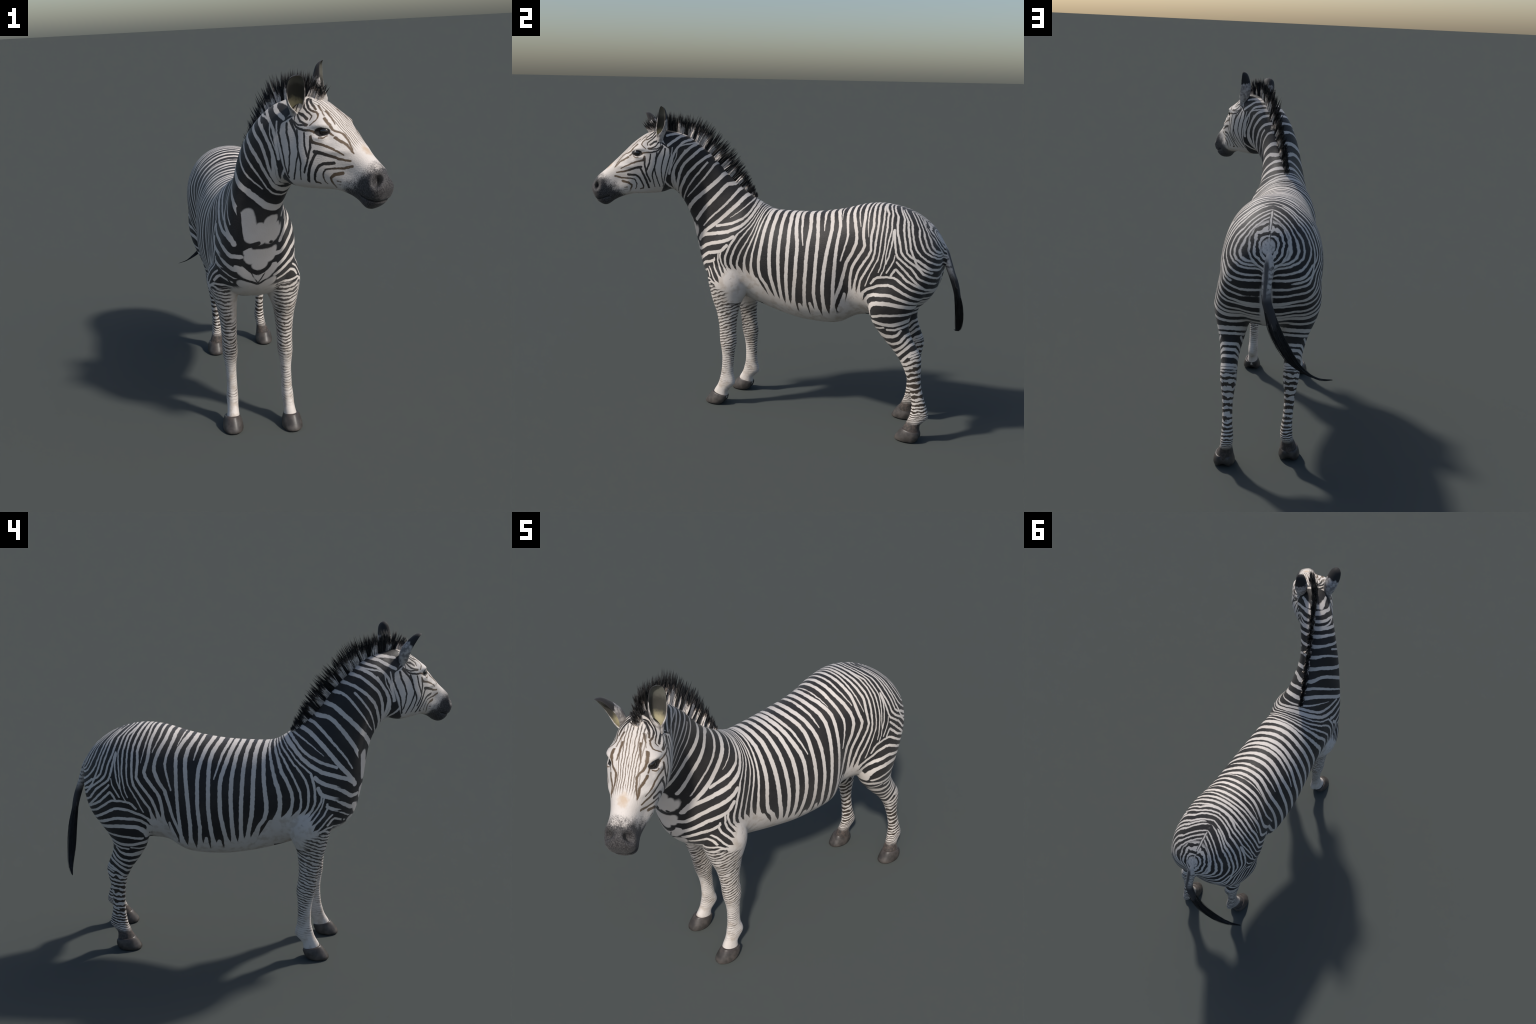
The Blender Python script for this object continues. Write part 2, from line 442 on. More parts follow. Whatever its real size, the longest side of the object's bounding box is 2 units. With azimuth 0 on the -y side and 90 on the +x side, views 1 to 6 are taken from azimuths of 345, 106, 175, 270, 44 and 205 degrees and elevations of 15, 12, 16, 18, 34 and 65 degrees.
# ------------------------------------------------------------------ carving the face (rest frame)
def carve(co, nrm):
    """dents and swellings pushed along the normal: eye sockets, nostrils, mouth, jaw, knees"""
    ax = np.abs(co[:, 0])
    p = np.stack([ax, co[:, 1], co[:, 2]], 1)
    head = ramp(-co[:, 1], 0.60, 0.70)
    push = np.zeros(len(co))
    left = ramp(co[:, 0], -0.02, 0.02)

    def dab(centre, radii, amount, sharp=2.0):
        nonlocal push
        d = np.sqrt((((p - np.array(centre)) / np.array(radii)) ** 2).sum(1))
        push = push + amount * np.exp(-d**sharp)

    def muscles():
        nonlocal push
        dab((0.160, -0.270, 0.870), (0.12, 0.110, 0.200), 0.014)       # shoulder blade
        dab((0.165, -0.360, 0.745), (0.12, 0.080, 0.090), 0.016)       # point of the shoulder
        dab((0.220, 0.590, 0.715), (0.12, 0.100, 0.120), 0.017)        # stifle
        dab((0.240, 0.680, 0.900), (0.14, 0.140, 0.160), 0.008)        # haunch
        dab((0.200, 0.430, 0.830), (0.14, 0.060, 0.120), -0.013)
        dab((0.160, 0.400, 0.620), (0.12, 0.070, 0.060), 0.010)        # fold of the flank
        dab((0.160, -0.245, 0.700), (0.10, 0.080, 0.070), 0.018)       # elbow       # flank
        side = push.copy()
        dab((0.150, -0.295, 0.730), (0.12, 0.130, 0.190), 0.014)       # the left shoulder carries the step
        dab((0.160, -0.255, 0.660), (0.10, 0.100, 0.080), 0.008)
        dab((0.115, 0.860, 0.930), (0.07, 0.080, 0.130), 0.012)        # and the left buttock is pushed back, the haunch drawn flat
        dab((0.220, 0.620, 0.960), (0.10, 0.120, 0.120), -0.012)
        dab((0.220, 0.620, 0.700), (0.12, 0.080, 0.080), 0.010)
        dab((0.120, -0.330, 1.050), (0.10, 0.080, 0.090), -0.013)
        dab((0.090, -0.660, 1.225), (0.08, 0.060, 0.070), 0.010)       # jaw angle inside the turn
        dab((0.100, 0.840, 0.830), (0.10, 0.060, 0.090), 0.008)
        push = side + (push - side) * left
        side = push.copy()
        dab((0.100, -0.540, 1.150), (0.12, 0.055, 0.140), -0.012)      # the turned throat is flatter on the right
        push = side + (push - side) * (1 - left)

    dab((0.090, -0.820, 1.430), (0.035, 0.045, 0.024), 0.010)          # brow
    dab((0.095, -0.735, 1.285), (0.050, 0.075, 0.080), 0.013)          # cheek
    dab((0.065, -0.790, 1.190), (0.050, 0.090, 0.030), 0.006)          # under the jaw
    dab((0.080, -0.705, 1.215), (0.050, 0.050, 0.040), 0.010)          # angle of the jaw
    dab((0.084, -0.826, 1.405), (0.05, 0.024, 0.0155), -0.014)          # eye opening
    dab((0.085, -0.856, 1.382), (0.05, 0.016, 0.012), -0.005)          # inner corner
    dab((0.090, -0.822, 1.423), (0.05, 0.028, 0.007), 0.006)           # upper lid
    dab((0.085, -0.828, 1.384), (0.05, 0.026, 0.006), 0.0055)          # lower lid
    dab((0.080, -0.765, 1.455), (0.05, 0.026, 0.022), -0.009)          # hollow above the eye
    dab((0.075, -0.890, 1.335), (0.05, 0.060, 0.010), 0.005)           # facial crest
    dab((0.070, -0.925, 1.260), (0.05, 0.060, 0.035), -0.006)          # hollow of the cheek
    dab((0.055, -1.038, 1.236), (0.026, 0.032, 0.036), 0.009)          # rim of the nostril
    dab((0.052, -1.042, 1.236), (0.036, 0.014, 0.023), -0.034, 3.0)    # nostril
    # mouth: a groove from below the nose back along the muzzle
    for (y0, z0), (y1, z1) in (((-1.066, 1.150), (-1.020, 1.162)), ((-1.020, 1.162), (-0.975, 1.176))):
        a, b = np.array([y0, z0]), np.array([y1, z1])
        q = co[:, 1:] - a
        t = np.clip(q @ (b - a) / ((b - a) @ (b - a)), 0, 1)
        d = np.linalg.norm(q - t[:, None] * (b - a), axis=1)
        push = push - 0.0045 * np.exp(-((d / 0.0055) ** 2))
    dab((0.035, -0.990, 1.140), (0.03, 0.03, 0.02), 0.003)             # lower lip
    push *= head
    muscles()
    out = co + nrm * push[:, None]
    return out


# ------------------------------------------------------------------ shader helpers
class Graph:
    """thin wrapper that strings shader nodes together"""

    def __init__(self, name):
        self.mat = bpy.data.materials.new(name)
        self.mat.use_nodes = True
        self.t = self.mat.node_tree
        self.bsdf = self.t.nodes["Principled BSDF"]

    def node(self, kind, **settings):
        n = self.t.nodes.new(kind)
        for k, v in settings.items():
            setattr(n, k, v)
        return n

    def put(self, socket, value):
        if isinstance(value, bpy.types.NodeSocket):
            self.t.links.new(value, socket)
        elif value is not None:
            socket.default_value = value

    def m(self, op, a, b=None, c=None, clamp=False):
        n = self.node("ShaderNodeMath", operation=op, use_clamp=clamp)
        for i, v in enumerate((a, b, c)):
            if v is not None:
                self.put(n.inputs[i], v)
        return n.outputs[0]

    def v(self, op, a, b=None, c=None, scale=None):
        n = self.node("ShaderNodeVectorMath", operation=op)
        for i, x in enumerate((a, b, c)):
            if x is not None:
                self.put(n.inputs[i], x)
        if scale is not None:
            self.put(n.inputs["Scale"], scale)
        return n.outputs["Value" if op in ("DOT_PRODUCT", "LENGTH", "DISTANCE") else "Vector"]

    def ramp(self, x, a, b, lo=0.0, hi=1.0):
        n = self.node("ShaderNodeMapRange", interpolation_type="SMOOTHSTEP")
        for key, val in (("Value", x), ("From Min", a), ("From Max", b), ("To Min", lo), ("To Max", hi)):
            self.put(n.inputs[key], val)
        return n.outputs["Result"]

    def mix(self, f, a, b):
        n = self.node("ShaderNodeMix", data_type="RGBA")
        self.put(n.inputs[0], f)
        self.put(n.inputs[6], (*a, 1) if isinstance(a, tuple) else a)
        self.put(n.inputs[7], (*b, 1) if isinstance(b, tuple) else b)
        return n.outputs[2]

    def lerp(self, f, a, b):
        return self.m("MULTIPLY_ADD", f, self.m("SUBTRACT", b, a), a)

    def noise(self, vec, scale, detail=3.0, colour=False):
        n = self.node("ShaderNodeTexNoise")
        self.put(n.inputs["Vector"], vec)
        n.inputs["Scale"].default_value, n.inputs["Detail"].default_value = scale, detail
        return n.outputs["Color" if colour else "Fac"]

    def spin(self, vec, centre, angle):
        n = self.node("ShaderNodeVectorRotate", rotation_type="Z_AXIS")
        self.put(n.inputs["Vector"], vec)
        n.inputs["Center"].default_value = centre
        self.put(n.inputs["Angle"], angle)
        return n.outputs[0]

    def curve(self, x, points):
        """piecewise-linear function through (x, y) points"""
        xs, ys = [p[0] for p in points], [p[1] for p in points]
        x0, x1, y0, y1 = min(xs), max(xs), min(ys), max(ys)
        n = self.node("ShaderNodeFloatCurve")
        c = n.mapping.curves[0]
        n.mapping.use_clip = False
        q = [((a - x0) / (x1 - x0), (b - y0) / (y1 - y0 + 1e-9)) for a, b in sorted(points)]
        while len(c.points) < len(q):
            c.points.new(0.5, 0.5)
        for p, (a, b) in zip(c.points, q):
            p.location, p.handle_type = (a, b), "VECTOR"
        n.mapping.update()
        u = self.m("MULTIPLY_ADD", x, 1 / (x1 - x0), -x0 / (x1 - x0), clamp=True)
        self.put(n.inputs["Value"], u)
        return self.m("MULTIPLY_ADD", n.outputs[0], y1 - y0, y0)

    def xyz(self, vec):
        n = self.node("ShaderNodeSeparateXYZ")
        self.put(n.inputs[0], vec)
        return n.outputs

    def vec(self, x, y, z):
        n = self.node("ShaderNodeCombineXYZ")
        for i, q in enumerate((x, y, z)):
            self.put(n.inputs[i], q)
        return n.outputs[0]

    def object_coords(self):
        return self.node("ShaderNodeTexCoord").outputs["Object"]

    def bump(self, height, strength, distance):
        n = self.node("ShaderNodeBump")
        n.inputs["Strength"].default_value, n.inputs["Distance"].default_value = strength, distance
        self.put(n.inputs["Height"], height)
        self.t.links.new(n.outputs[0], self.bsdf.inputs["Normal"])

    def finish(self, colour, rough, **more):
        self.put(self.bsdf.inputs["Base Color"], (*colour, 1) if isinstance(colour, tuple) else colour)
        self.put(self.bsdf.inputs["Roughness"], rough)
        for k, v in more.items():
            self.put(self.bsdf.inputs[k], v)
        return self.mat

    # -------- the rest frame, step for step as in to_rest()
    def rest(self, p):
        q = self.v("SUBTRACT", p, (*BODY_AT, 0.0))
        q = self.spin(q, (0, 0, 0), BODY_YAW)
        _, y, z = self.xyz(q)
        low = self.m("MULTIPLY_ADD", y, 0.35, z)
        ahead = self.m("MULTIPLY", y, -1.0)
        a = self.m("SUBTRACT", 1.0, self.ramp(low, 0.55, 1.2))
        b = self.m("SUBTRACT", 1.0, self.ramp(ahead, 0.58, 0.74))
        swing = self.m("MULTIPLY", self.m("SUBTRACT", 1.0, self.m("MULTIPLY", a, b)), self.ramp(ahead, 0.05, 0.2))
        q = self.spin(q, (0, NECK_PIVOT, 0), self.m("MULTIPLY", swing, -NECK_TURN))
        ahead = self.m("MULTIPLY", self.xyz(q)[1], -1.0)
        return self.spin(q, (0, HEAD_PIVOT, 0), self.m("MULTIPLY", self.ramp(ahead, 0.58, 0.74), -HEAD_TURN))

    # -------- distance to painted lines
    def strokes(self, p, stripes, squash):
        """smallest (distance - half width) to the stripes; each is a chain of straight pieces"""
        best, piece = 10.0, stroke_piece()
        for w, end, pts in stripes:
            total = sum(np.linalg.norm(b - a) for a, b in zip(pts, pts[1:]))
            run = 0.0
            for a, b in zip(pts, pts[1:]):
                a, b = np.array(a) * squash, np.array(b) * squash
                ab = b - a
                l2 = float(ab @ ab) + 1e-9
                l = math.sqrt(l2)
                w0, w1 = w * (1 + (end - 1) * run / total), w * (1 + (end - 1) * min(1.0, (run + l) / total))
                run += l
                n = self.node("ShaderNodeGroup", node_tree=piece)
                for key, val in (("Point", p), ("Start", tuple(a)), ("Span", tuple(ab)), ("Scaled Span", tuple(ab / l2)), ("Offset", float(-(a @ ab) / l2)), ("Taper", w0 - w1), ("Width", w0), ("Best", best)):
                    self.put(n.inputs[key], val)
                best = n.outputs[0]
        return best


def stroke_piece():
    """node group: distance from a point to one straight piece of a stripe, less its half width, or the smaller distance found so far"""
    if "stroke_piece" in bpy.data.node_groups:
        return bpy.data.node_groups["stroke_piece"]
    t = bpy.data.node_groups.new("stroke_piece", "ShaderNodeTree")
    for name, kind in (("Point", "Vector"), ("Start", "Vector"), ("Span", "Vector"), ("Scaled Span", "Vector"), ("Offset", "Float"), ("Taper", "Float"), ("Width", "Float"), ("Best", "Float")):
        t.interface.new_socket(name, in_out="INPUT", socket_type="NodeSocket" + kind)
    t.interface.new_socket("Best", in_out="OUTPUT", socket_type="NodeSocketFloat")
    ins, out = t.nodes.new("NodeGroupInput"), t.nodes.new("NodeGroupOutput")

    def step(kind, op, *args, clamp=False):
        n = t.nodes.new(kind)
        n.operation = op
        if clamp:
            n.use_clamp = True
        for socket, arg in args:
            t.links.new(ins.outputs[arg] if isinstance(arg, str) else arg, n.inputs[socket])
        return n.outputs["Value" if kind == "ShaderNodeMath" or op in ("DOT_PRODUCT", "DISTANCE") else "Vector"]

    V, M = "ShaderNodeVectorMath", "ShaderNodeMath"
    dot = step(V, "DOT_PRODUCT", (0, "Point"), (1, "Scaled Span"))
    along = step(M, "ADD", (0, dot), (1, "Offset"), clamp=True)
    shift = step(V, "SCALE", (0, "Span"), ("Scale", along))
    back = step(V, "SUBTRACT", (0, "Point"), (1, shift))
    dist = step(V, "DISTANCE", (0, back), (1, "Start"))
    slim = step(M, "MULTIPLY_ADD", (0, along), (1, "Taper"), (2, dist))
    edge = step(M, "SUBTRACT", (0, slim), (1, "Width"))
    t.links.new(step(M, "MINIMUM", (0, edge), (1, "Best")), out.inputs[0])
    return t


# ------------------------------------------------------------------ coat
DARK_HAIR, PALE_HAIR, BROWN_HAIR, GREY_SKIN = (0.021, 0.019, 0.019), (0.64, 0.585, 0.54), (0.13, 0.088, 0.055), (0.040, 0.037, 0.037)

# lower edge of the stripes along the flank (y, z)
TRUNK_PARTS = ("chest", "abdomen", "rump")
BELLY_LINE = [(-0.42, 0.50), (-0.315, 0.640), (-0.265, 0.730), (-0.19, 0.758), (-0.10, 0.745), (-0.046, 0.672), (0.03, 0.612), (0.10, 0.606), (0.17, 0.597),
              (0.285, 0.586), (0.347, 0.594), (0.400, 0.630), (0.445, 0.690), (0.475, 0.725), (0.510, 0.725), (0.535, 0.62), (0.56, 0.30)]
# where the head's pale ground takes over from the dark ground of the neck (z, y)
NAPE_LINE = [(1.00, -0.72), (1.17, -0.705), (1.215, -0.682), (1.249, -0.668), (1.292, -0.655), (1.33, -0.643), (1.392, -0.626), (1.435, -0.650), (1.461, -0.676), (1.50, -0.692), (1.60, -0.70)]
def stripe(width, end, *points):
    return width, end, [np.array((0.0, *p) if len(p) == 2 else p) for p in points]


def ring_phase(steps):
    """(height, spacing) pairs -> points of the running count of bands"""
    z = np.linspace(steps[0][0], steps[-1][0], 15)
    s = np.interp(z, [a for a, _ in steps], [b for _, b in steps])
    return list(zip(z.tolist(), np.concatenate([[0], np.cumsum(np.diff(z) / ((s[1:] + s[:-1]) / 2))]).tolist()))


FORE_RINGS = ring_phase([(0.05, 0.012), (0.25, 0.0125), (0.35, 0.0145), (0.45, 0.0175), (0.55, 0.0195), (0.85, 0.022)])
HIND_RINGS = ring_phase([(0.05, 0.0075), (0.11, 0.0085), (0.14, 0.012), (0.19, 0.020), (0.25, 0.029), (0.34, 0.029), (0.45, 0.024), (0.70, 0.024)])


def coat(part, points):
    """one coat rule for every part; `points` are the part's rest-frame vertices, so that a part only carries the stripes that can reach it"""
    low, high = points.min(0), points.max(0)
    cells = np.unique((points[:, 1:] // 0.02).astype(int), axis=0)
    ring = 4 if part == "rump" else 2
    reach = {(int(i + di), int(j + dj)) for i, j in cells for di in range(-ring, ring + 1) for dj in range(-2, 3)}
    g = Graph("coat_of_" + part)
    p = g.object_coords()
    rough_edge = g.v("SUBTRACT", g.noise(p, 55.0, 2.0, True), (0.5, 0.5, 0.5))
    fringe = g.v("SUBTRACT", g.noise(p, 260.0, 2.0, True), (0.5, 0.5, 0.5))
    r = g.rest(p)
    r = g.v("MULTIPLY_ADD", rough_edge, (0.006, 0.006, 0.006), r)
    r = g.v("MULTIPLY_ADD", fringe, (0.0016, 0.0016, 0.0016), r)
    x, y, z = g.xyz(r)
    ax = g.m("ABSOLUTE", x)
    has = lambda lo, hi: low[1] < hi and high[1] > lo

    if part in ("rump", "abdomen", "hindleg"):      # undo the stride of the left hind leg
        step = g.m("MULTIPLY", g.m("MAXIMUM", g.m("SUBTRACT", 0.76, g.m("MAXIMUM", z, 0.19)), 0.0), LEGS["hind_left"][5])
        y = g.m("SUBTRACT", y, g.m("MULTIPLY", g.m("MULTIPLY", step, g.ramp(x, -0.02, 0.02)), g.ramp(y, 0.40, 0.52)))
    if part == "rump":                    # the stripes meet on the croup in forward chevrons
        y = g.m("ADD", y, g.m("MULTIPLY", g.m("MULTIPLY", g.m("SUBTRACT", 1.0, g.m("MULTIPLY", ax, 9.0), clamp=True), g.ramp(y, 0.56, 0.70)), g.ramp(z, 1.02, 1.10, 0.0, 0.055)))
    flat = g.vec(0.0, y, z)
    solid = g.vec(ax, y, z)
    half = g.vec(g.m("MULTIPLY", ax, 0.5), y, z)

    def near(stripes):
        """the pieces of the stripes that pass close to this part, judged on a 2 cm grid in the side plane"""
        keep = []
        for w, end, pts in stripes:
            hit = []
            for k in range(len(pts) - 1):
                line = pts[k] + (pts[k + 1] - pts[k]) * np.linspace(0, 1, 6)[:, None]
                if any((int(q[1] // 0.02), int(q[2] // 0.02)) in reach for q in line):
                    hit.append(k)
            if hit and end < 1:
                keep.append((w, end, pts))
            elif hit:
                keep.append((w, end, pts[hit[0]:hit[-1] + 2]))
        return keep

    above_belly = g.m("SUBTRACT", z, g.curve(y, BELLY_LINE))
    dark = 1.0
    if part != "head":
        d = g.strokes(flat, near(PALE_STRIPES), np.array((0.0, 1, 1)))
        d = g.m("SUBTRACT", d, g.ramp(above_belly, 0.075, -0.005, 0.0, 0.011)) if part in TRUNK_PARTS else d
        dark = g.ramp(d, -0.0016, 0.0016)
    warm = g.ramp(above_belly, 0.09, 0.0, 0.0, 0.55)

    if part in TRUNK_PARTS:
        dark = g.m("MULTIPLY", dark, g.ramp(above_belly, -0.012, 0.012))
    if part == "rump":                                      # rings round the root of the tail, pale line on the croup
        rho = g.m("SQRT", g.m("ADD", g.m("POWER", g.m("MULTIPLY", ax, 1.05), 2.0), g.m("POWER", g.m("SUBTRACT", z, 1.035), 2.0)))
        wave = g.m("SINE", g.m("MULTIPLY_ADD", g.m("ADD", rho, g.m("MULTIPLY", g.noise(p, 22.0, 2.0), 0.034)), math.tau / 0.0235, -4.4))
        rings = g.m("MULTIPLY", g.ramp(wave, -0.35, 0.15), g.ramp(rho, 0.026, 0.033))
        hairy = g.ramp(g.noise(g.v("MULTIPLY", p, (1.0, 1.0, 0.35)), 120.0, 3.0), 0.45, 0.70)
        rings = g.m("MAXIMUM", rings, g.m("MULTIPLY", g.m("MULTIPLY", g.ramp(rho, 0.045, 0.030), hairy), 0.45))
        around = g.m("MULTIPLY", g.ramp(rho, 0.098, 0.082), g.ramp(y, 0.79, 0.82))
        dark = g.lerp(around, dark, rings)
        cleft = g.m("MULTIPLY", g.ramp(ax, 0.032, 0.02), g.m("MULTIPLY", g.ramp(z, 0.88, 0.84), g.ramp(y, 0.70, 0.74)))
        dark = g.m("MULTIPLY", dark, g.m("SUBTRACT", 1.0, cleft))
        spine = g.m("MULTIPLY", g.m("MULTIPLY", g.ramp(y, 0.74, 0.79), g.ramp(z, 1.05, 1.075)), g.ramp(g.noise(p, 34.0, 2.0), 0.38, 0.50))
        dark = g.lerp(g.m("MULTIPLY", spine, g.ramp(ax, 0.0085, 0.0065)), dark, g.ramp(g.m("ABSOLUTE", g.m("SUBTRACT", ax, 0.0055)), 0.0025, 0.0010))
    if part in ("chest", "neck"):
        front = g.m("MULTIPLY", g.ramp(y, -0.36, -0.40), g.ramp(ax, 0.17, 0.15))
        breast = g.vec(g.m("ABSOLUTE", g.m("SUBTRACT", x, 0.012)), y, z)
        pale = g.ramp(g.strokes(breast, near(BREAST_PALE), np.ones(3)), 0.005, -0.004)
        over = g.ramp(g.strokes(breast, near(BREAST_DARK), np.ones(3)), 0.0015, -0.0015)
        dark = g.m("MULTIPLY", dark, g.m("SUBTRACT", 1.0, g.m("MULTIPLY", front, pale)))
        dark = g.m("MAXIMUM", dark, g.m("MULTIPLY", over, front))
    grey = 0.0
    if part in ("chest", "rump", "foreleg", "hindleg"):             # bands round the legs
        wob = g.m("SUBTRACT", g.noise(g.v("MULTIPLY", p, (1.0, 1.0, 1.6)), 26.0, 3.0), 0.5)
        for rows, zone, slope, stop in ((FORE_RINGS, g.m("MULTIPLY", g.ramp(g.m("MULTIPLY_ADD", y, 0.30, z), 0.605, 0.585), g.ramp(y, -0.10, -0.13)), -0.42, 0.20), (HIND_RINGS, g.m("MULTIPLY", g.ramp(g.m("MULTIPLY_ADD", y, -0.45, z), 0.114, 0.100), g.ramp(y, 0.45, 0.48)), -0.42, 0.06)):
            if not has(-0.5, -0.1) if rows is FORE_RINGS else not has(0.5, 0.9):
                continue
            if rows is FORE_RINGS:
                zone = g.m("MULTIPLY", zone, g.m("SUBTRACT", 1.0, g.m("MULTIPLY", g.ramp(y, -0.26, -0.22), g.ramp(z, 0.575, 0.605))))
            tilt = g.m("MULTIPLY", g.m("ADD", y, 0.26 if rows is FORE_RINGS else -0.72), g.ramp(z, 0.2, 0.5, slope * 0.5, slope))
            phase = g.curve(g.m("ADD", z, tilt), rows)
            wave = g.m("SINE", g.m("MULTIPLY", g.m("ADD", phase, g.m("MULTIPLY", wob, 1.5)), math.tau))
            cut = g.m("MULTIPLY_ADD", g.noise(p, 18.0, 2.0), 0.9, -0.25 if rows is FORE_RINGS else -0.50)
            bands = g.ramp(wave, g.m("SUBTRACT", cut, 0.22), g.m("ADD", cut, 0.22))
            fade = g.ramp(z, stop, stop + 0.08)
            if rows is FORE_RINGS:
                front = g.ramp(g.m("SUBTRACT", y, g.m("MULTIPLY_ADD", z, -0.14, -0.20)), -0.03, 0.02)
                fade = g.m("MAXIMUM", g.m("MULTIPLY", g.ramp(g.m("MULTIPLY_ADD", front, 0.13, z), 0.27, 0.38), 0.92), g.m("MULTIPLY", g.ramp(z, 0.09, 0.15), g.ramp(g.noise(p, 16.0, 3.0), 0.40, 0.62, 0.10, 0.60)))
                inside = g.m("MULTIPLY", g.ramp(ax, 0.085, 0.105), 1.0)
                fade = g.m("MULTIPLY", fade, g.m("MAXIMUM", inside, g.ramp(z, 0.56, 0.50)))
            else:
                grey = g.ramp(g.m("MULTIPLY_ADD", wob, 0.03, z), 0.118, 0.088)
            dark = g.lerp(zone, dark, g.m("MULTIPLY", bands, fade))
            warm = g.m("MAXIMUM", warm, g.m("MULTIPLY", zone, g.ramp(z, 0.6, 0.3, 0.25, 0.6)))

    muzzle = 0.0
    if part in ("head", "neck"):
        ground = g.ramp(g.m("SUBTRACT", y, g.curve(z, NAPE_LINE)), 0.003, -0.003)
        middle = g.m("ABSOLUTE", g.m("ADD", x, 0.004))
        cheek = [q for q in FACE_STRIPES if np.mean([k[0] for k in q[2]]) > 0.055]      # these run round the side: sideways distance hardly counts
        front_face = [q for q in FACE_STRIPES if np.mean([k[0] for k in q[2]]) <= 0.055]
        d = g.m("MINIMUM", g.strokes(g.vec(g.m("MULTIPLY", middle, 0.12), y, z), near(cheek), np.array((0.12, 1, 1))), g.strokes(g.vec(g.m("MULTIPLY", middle, 0.4), y, z), near(front_face), np.array((0.4, 1, 1))))
        lines = g.ramp(d, 0.0013, -0.0013)
        face = lines
        if part == "head":
            profile = g.m("SUBTRACT", z, g.m("MULTIPLY_ADD", g.m("ADD", y, 0.72), 0.76, 1.52))
            brow = g.m("MULTIPLY", g.m("MULTIPLY", g.ramp(y, -0.725, -0.755), g.ramp(y, -0.955, -0.925)), g.m("MULTIPLY", g.ramp(ax, 0.052, 0.040), g.ramp(profile, -0.05, -0.035)))
            wave = g.m("SINE", g.m("MULTIPLY", g.m("ADD", g.m("MULTIPLY", ax, g.ramp(y, -0.80, -0.92, 85.0, 110.0)), g.m("MULTIPLY", g.noise(g.v("MULTIPLY", p, (1, 0.6, 0.6)), 35.0, 2.0), 0.9)), math.tau))
            fine = g.m("MULTIPLY", g.ramp(wave, 0.0, 0.6), g.m("MULTIPLY", brow, 0.85))
            along = g.m("MULTIPLY_ADD", g.m("SUBTRACT", z, 1.2), -1.2, g.m("MULTIPLY", y, -1.0))
            along = g.m("ADD", along, g.m("MULTIPLY", g.m("SUBTRACT", g.noise(p, 30.0, 5.0), 0.5), 0.11))
            along = g.m("ADD", along, g.m("MULTIPLY", g.m("SUBTRACT", g.noise(p, 240.0, 2.0), 0.5), 0.09))
            muzzle = g.ramp(along, 0.872, 0.955)
            face = g.m("MAXIMUM", lines, fine)
            face = g.m("MULTIPLY", face, g.ramp(along, 0.90, 0.84))
            # brown rather than black on the front of the face
            warm_face = g.m("MAXIMUM", g.ramp(profile, -0.11, -0.055), g.ramp(along, 0.74, 0.84))
            warm = g.m("MULTIPLY", warm_face, g.ramp(y, -0.74, -0.80))
        dark = g.lerp(ground, dark, face)

    patchy = g.noise(p, 9.0, 4.0)
    pale_col = g.mix(g.m("MULTIPLY", g.ramp(patchy, 0.35, 0.75), 0.5), PALE_HAIR, (0.55, 0.485, 0.43))
    if part in (*TRUNK_PARTS, "foreleg"):
        pale_col = g.mix(g.m("MULTIPLY", warm, g.ramp(g.noise(p, 30.0, 4.0), 0.45, 0.70)), pale_col, (0.42, 0.345, 0.275))
    dark_col = g.mix(g.ramp(patchy, 0.4, 0.7), DARK_HAIR, (0.034, 0.030, 0.028))
    dark_col = g.mix(warm if part in ("head",) else g.m("MULTIPLY", warm, 0.45), dark_col, BROWN_HAIR)
    col = g.mix(dark, pale_col, dark_col)
    if part == "head":
        tan = g.ramp(g.m("ADD", g.v("DISTANCE", g.v("MULTIPLY", solid, (1.3, 1.0, 1.0)), (0.0, -0.962, 1.337)), g.m("MULTIPLY_ADD", g.noise(p, 60.0, 4.0), 0.05, -0.025)), 0.038, 0.004, 0.0, 0.6)
        col = g.mix(tan, col, (0.47, 0.31, 0.17))
        speck = g.ramp(g.noise(p, 220.0, 3.0), 0.40, 0.65)
        grey_col = g.mix(speck, (0.028, 0.026, 0.027), (0.072, 0.067, 0.067))
        col = g.mix(muzzle, col, grey_col)
        hole = g.ramp(g.v("LENGTH", g.v("MULTIPLY", g.v("SUBTRACT", solid, (0.046, -1.040, 1.236)), (20.0, 66.0, 42.0))), 1.0, 0.75)
        col = g.mix(hole, col, (0.008, 0.007, 0.007))
        rim = g.ramp(g.v("LENGTH", g.v("MULTIPLY", g.v("SUBTRACT", flat, (0.0, -0.828, 1.405)), (0.0, 40.0, 64.0))), 1.15, 0.95)
        col = g.mix(g.m("MULTIPLY", rim, g.ramp(ax, 0.05, 0.06)), col, (0.018, 0.014, 0.012))
        lips = g.ramp(g.strokes(flat, [stripe(0.0022, 1.0, (-1.066, 1.150), (-1.020, 1.162), (-0.975, 1.176))], np.array((0.0, 1, 1))), 0.002, -0.001)
        col = g.mix(lips, col, (0.010, 0.009, 0.009))
    if part == "hindleg":
        hoofish = g.mix(g.ramp(g.noise(p, 90.0, 3.0), 0.4, 0.65), (0.045, 0.038, 0.034), (0.085, 0.065, 0.055))
        col = g.mix(grey, col, hoofish)
    hair = g.noise(g.v("MULTIPLY", r, (1.0, 1.0, 0.30)), 420.0, 3.0)
    wrinkle = g.noise(g.v("MULTIPLY", r, (1.0, 0.6, 2.4)), 120.0, 3.0)
    g.bump(g.m("MULTIPLY_ADD", wrinkle, 1.0, hair), 0.5, 0.0015)
    return g.finish(col, g.lerp(dark, 0.62, 0.55), **{"Specular IOR Level": 0.28, "Sheen Weight": 0.08, "Sheen Roughness": 0.5})


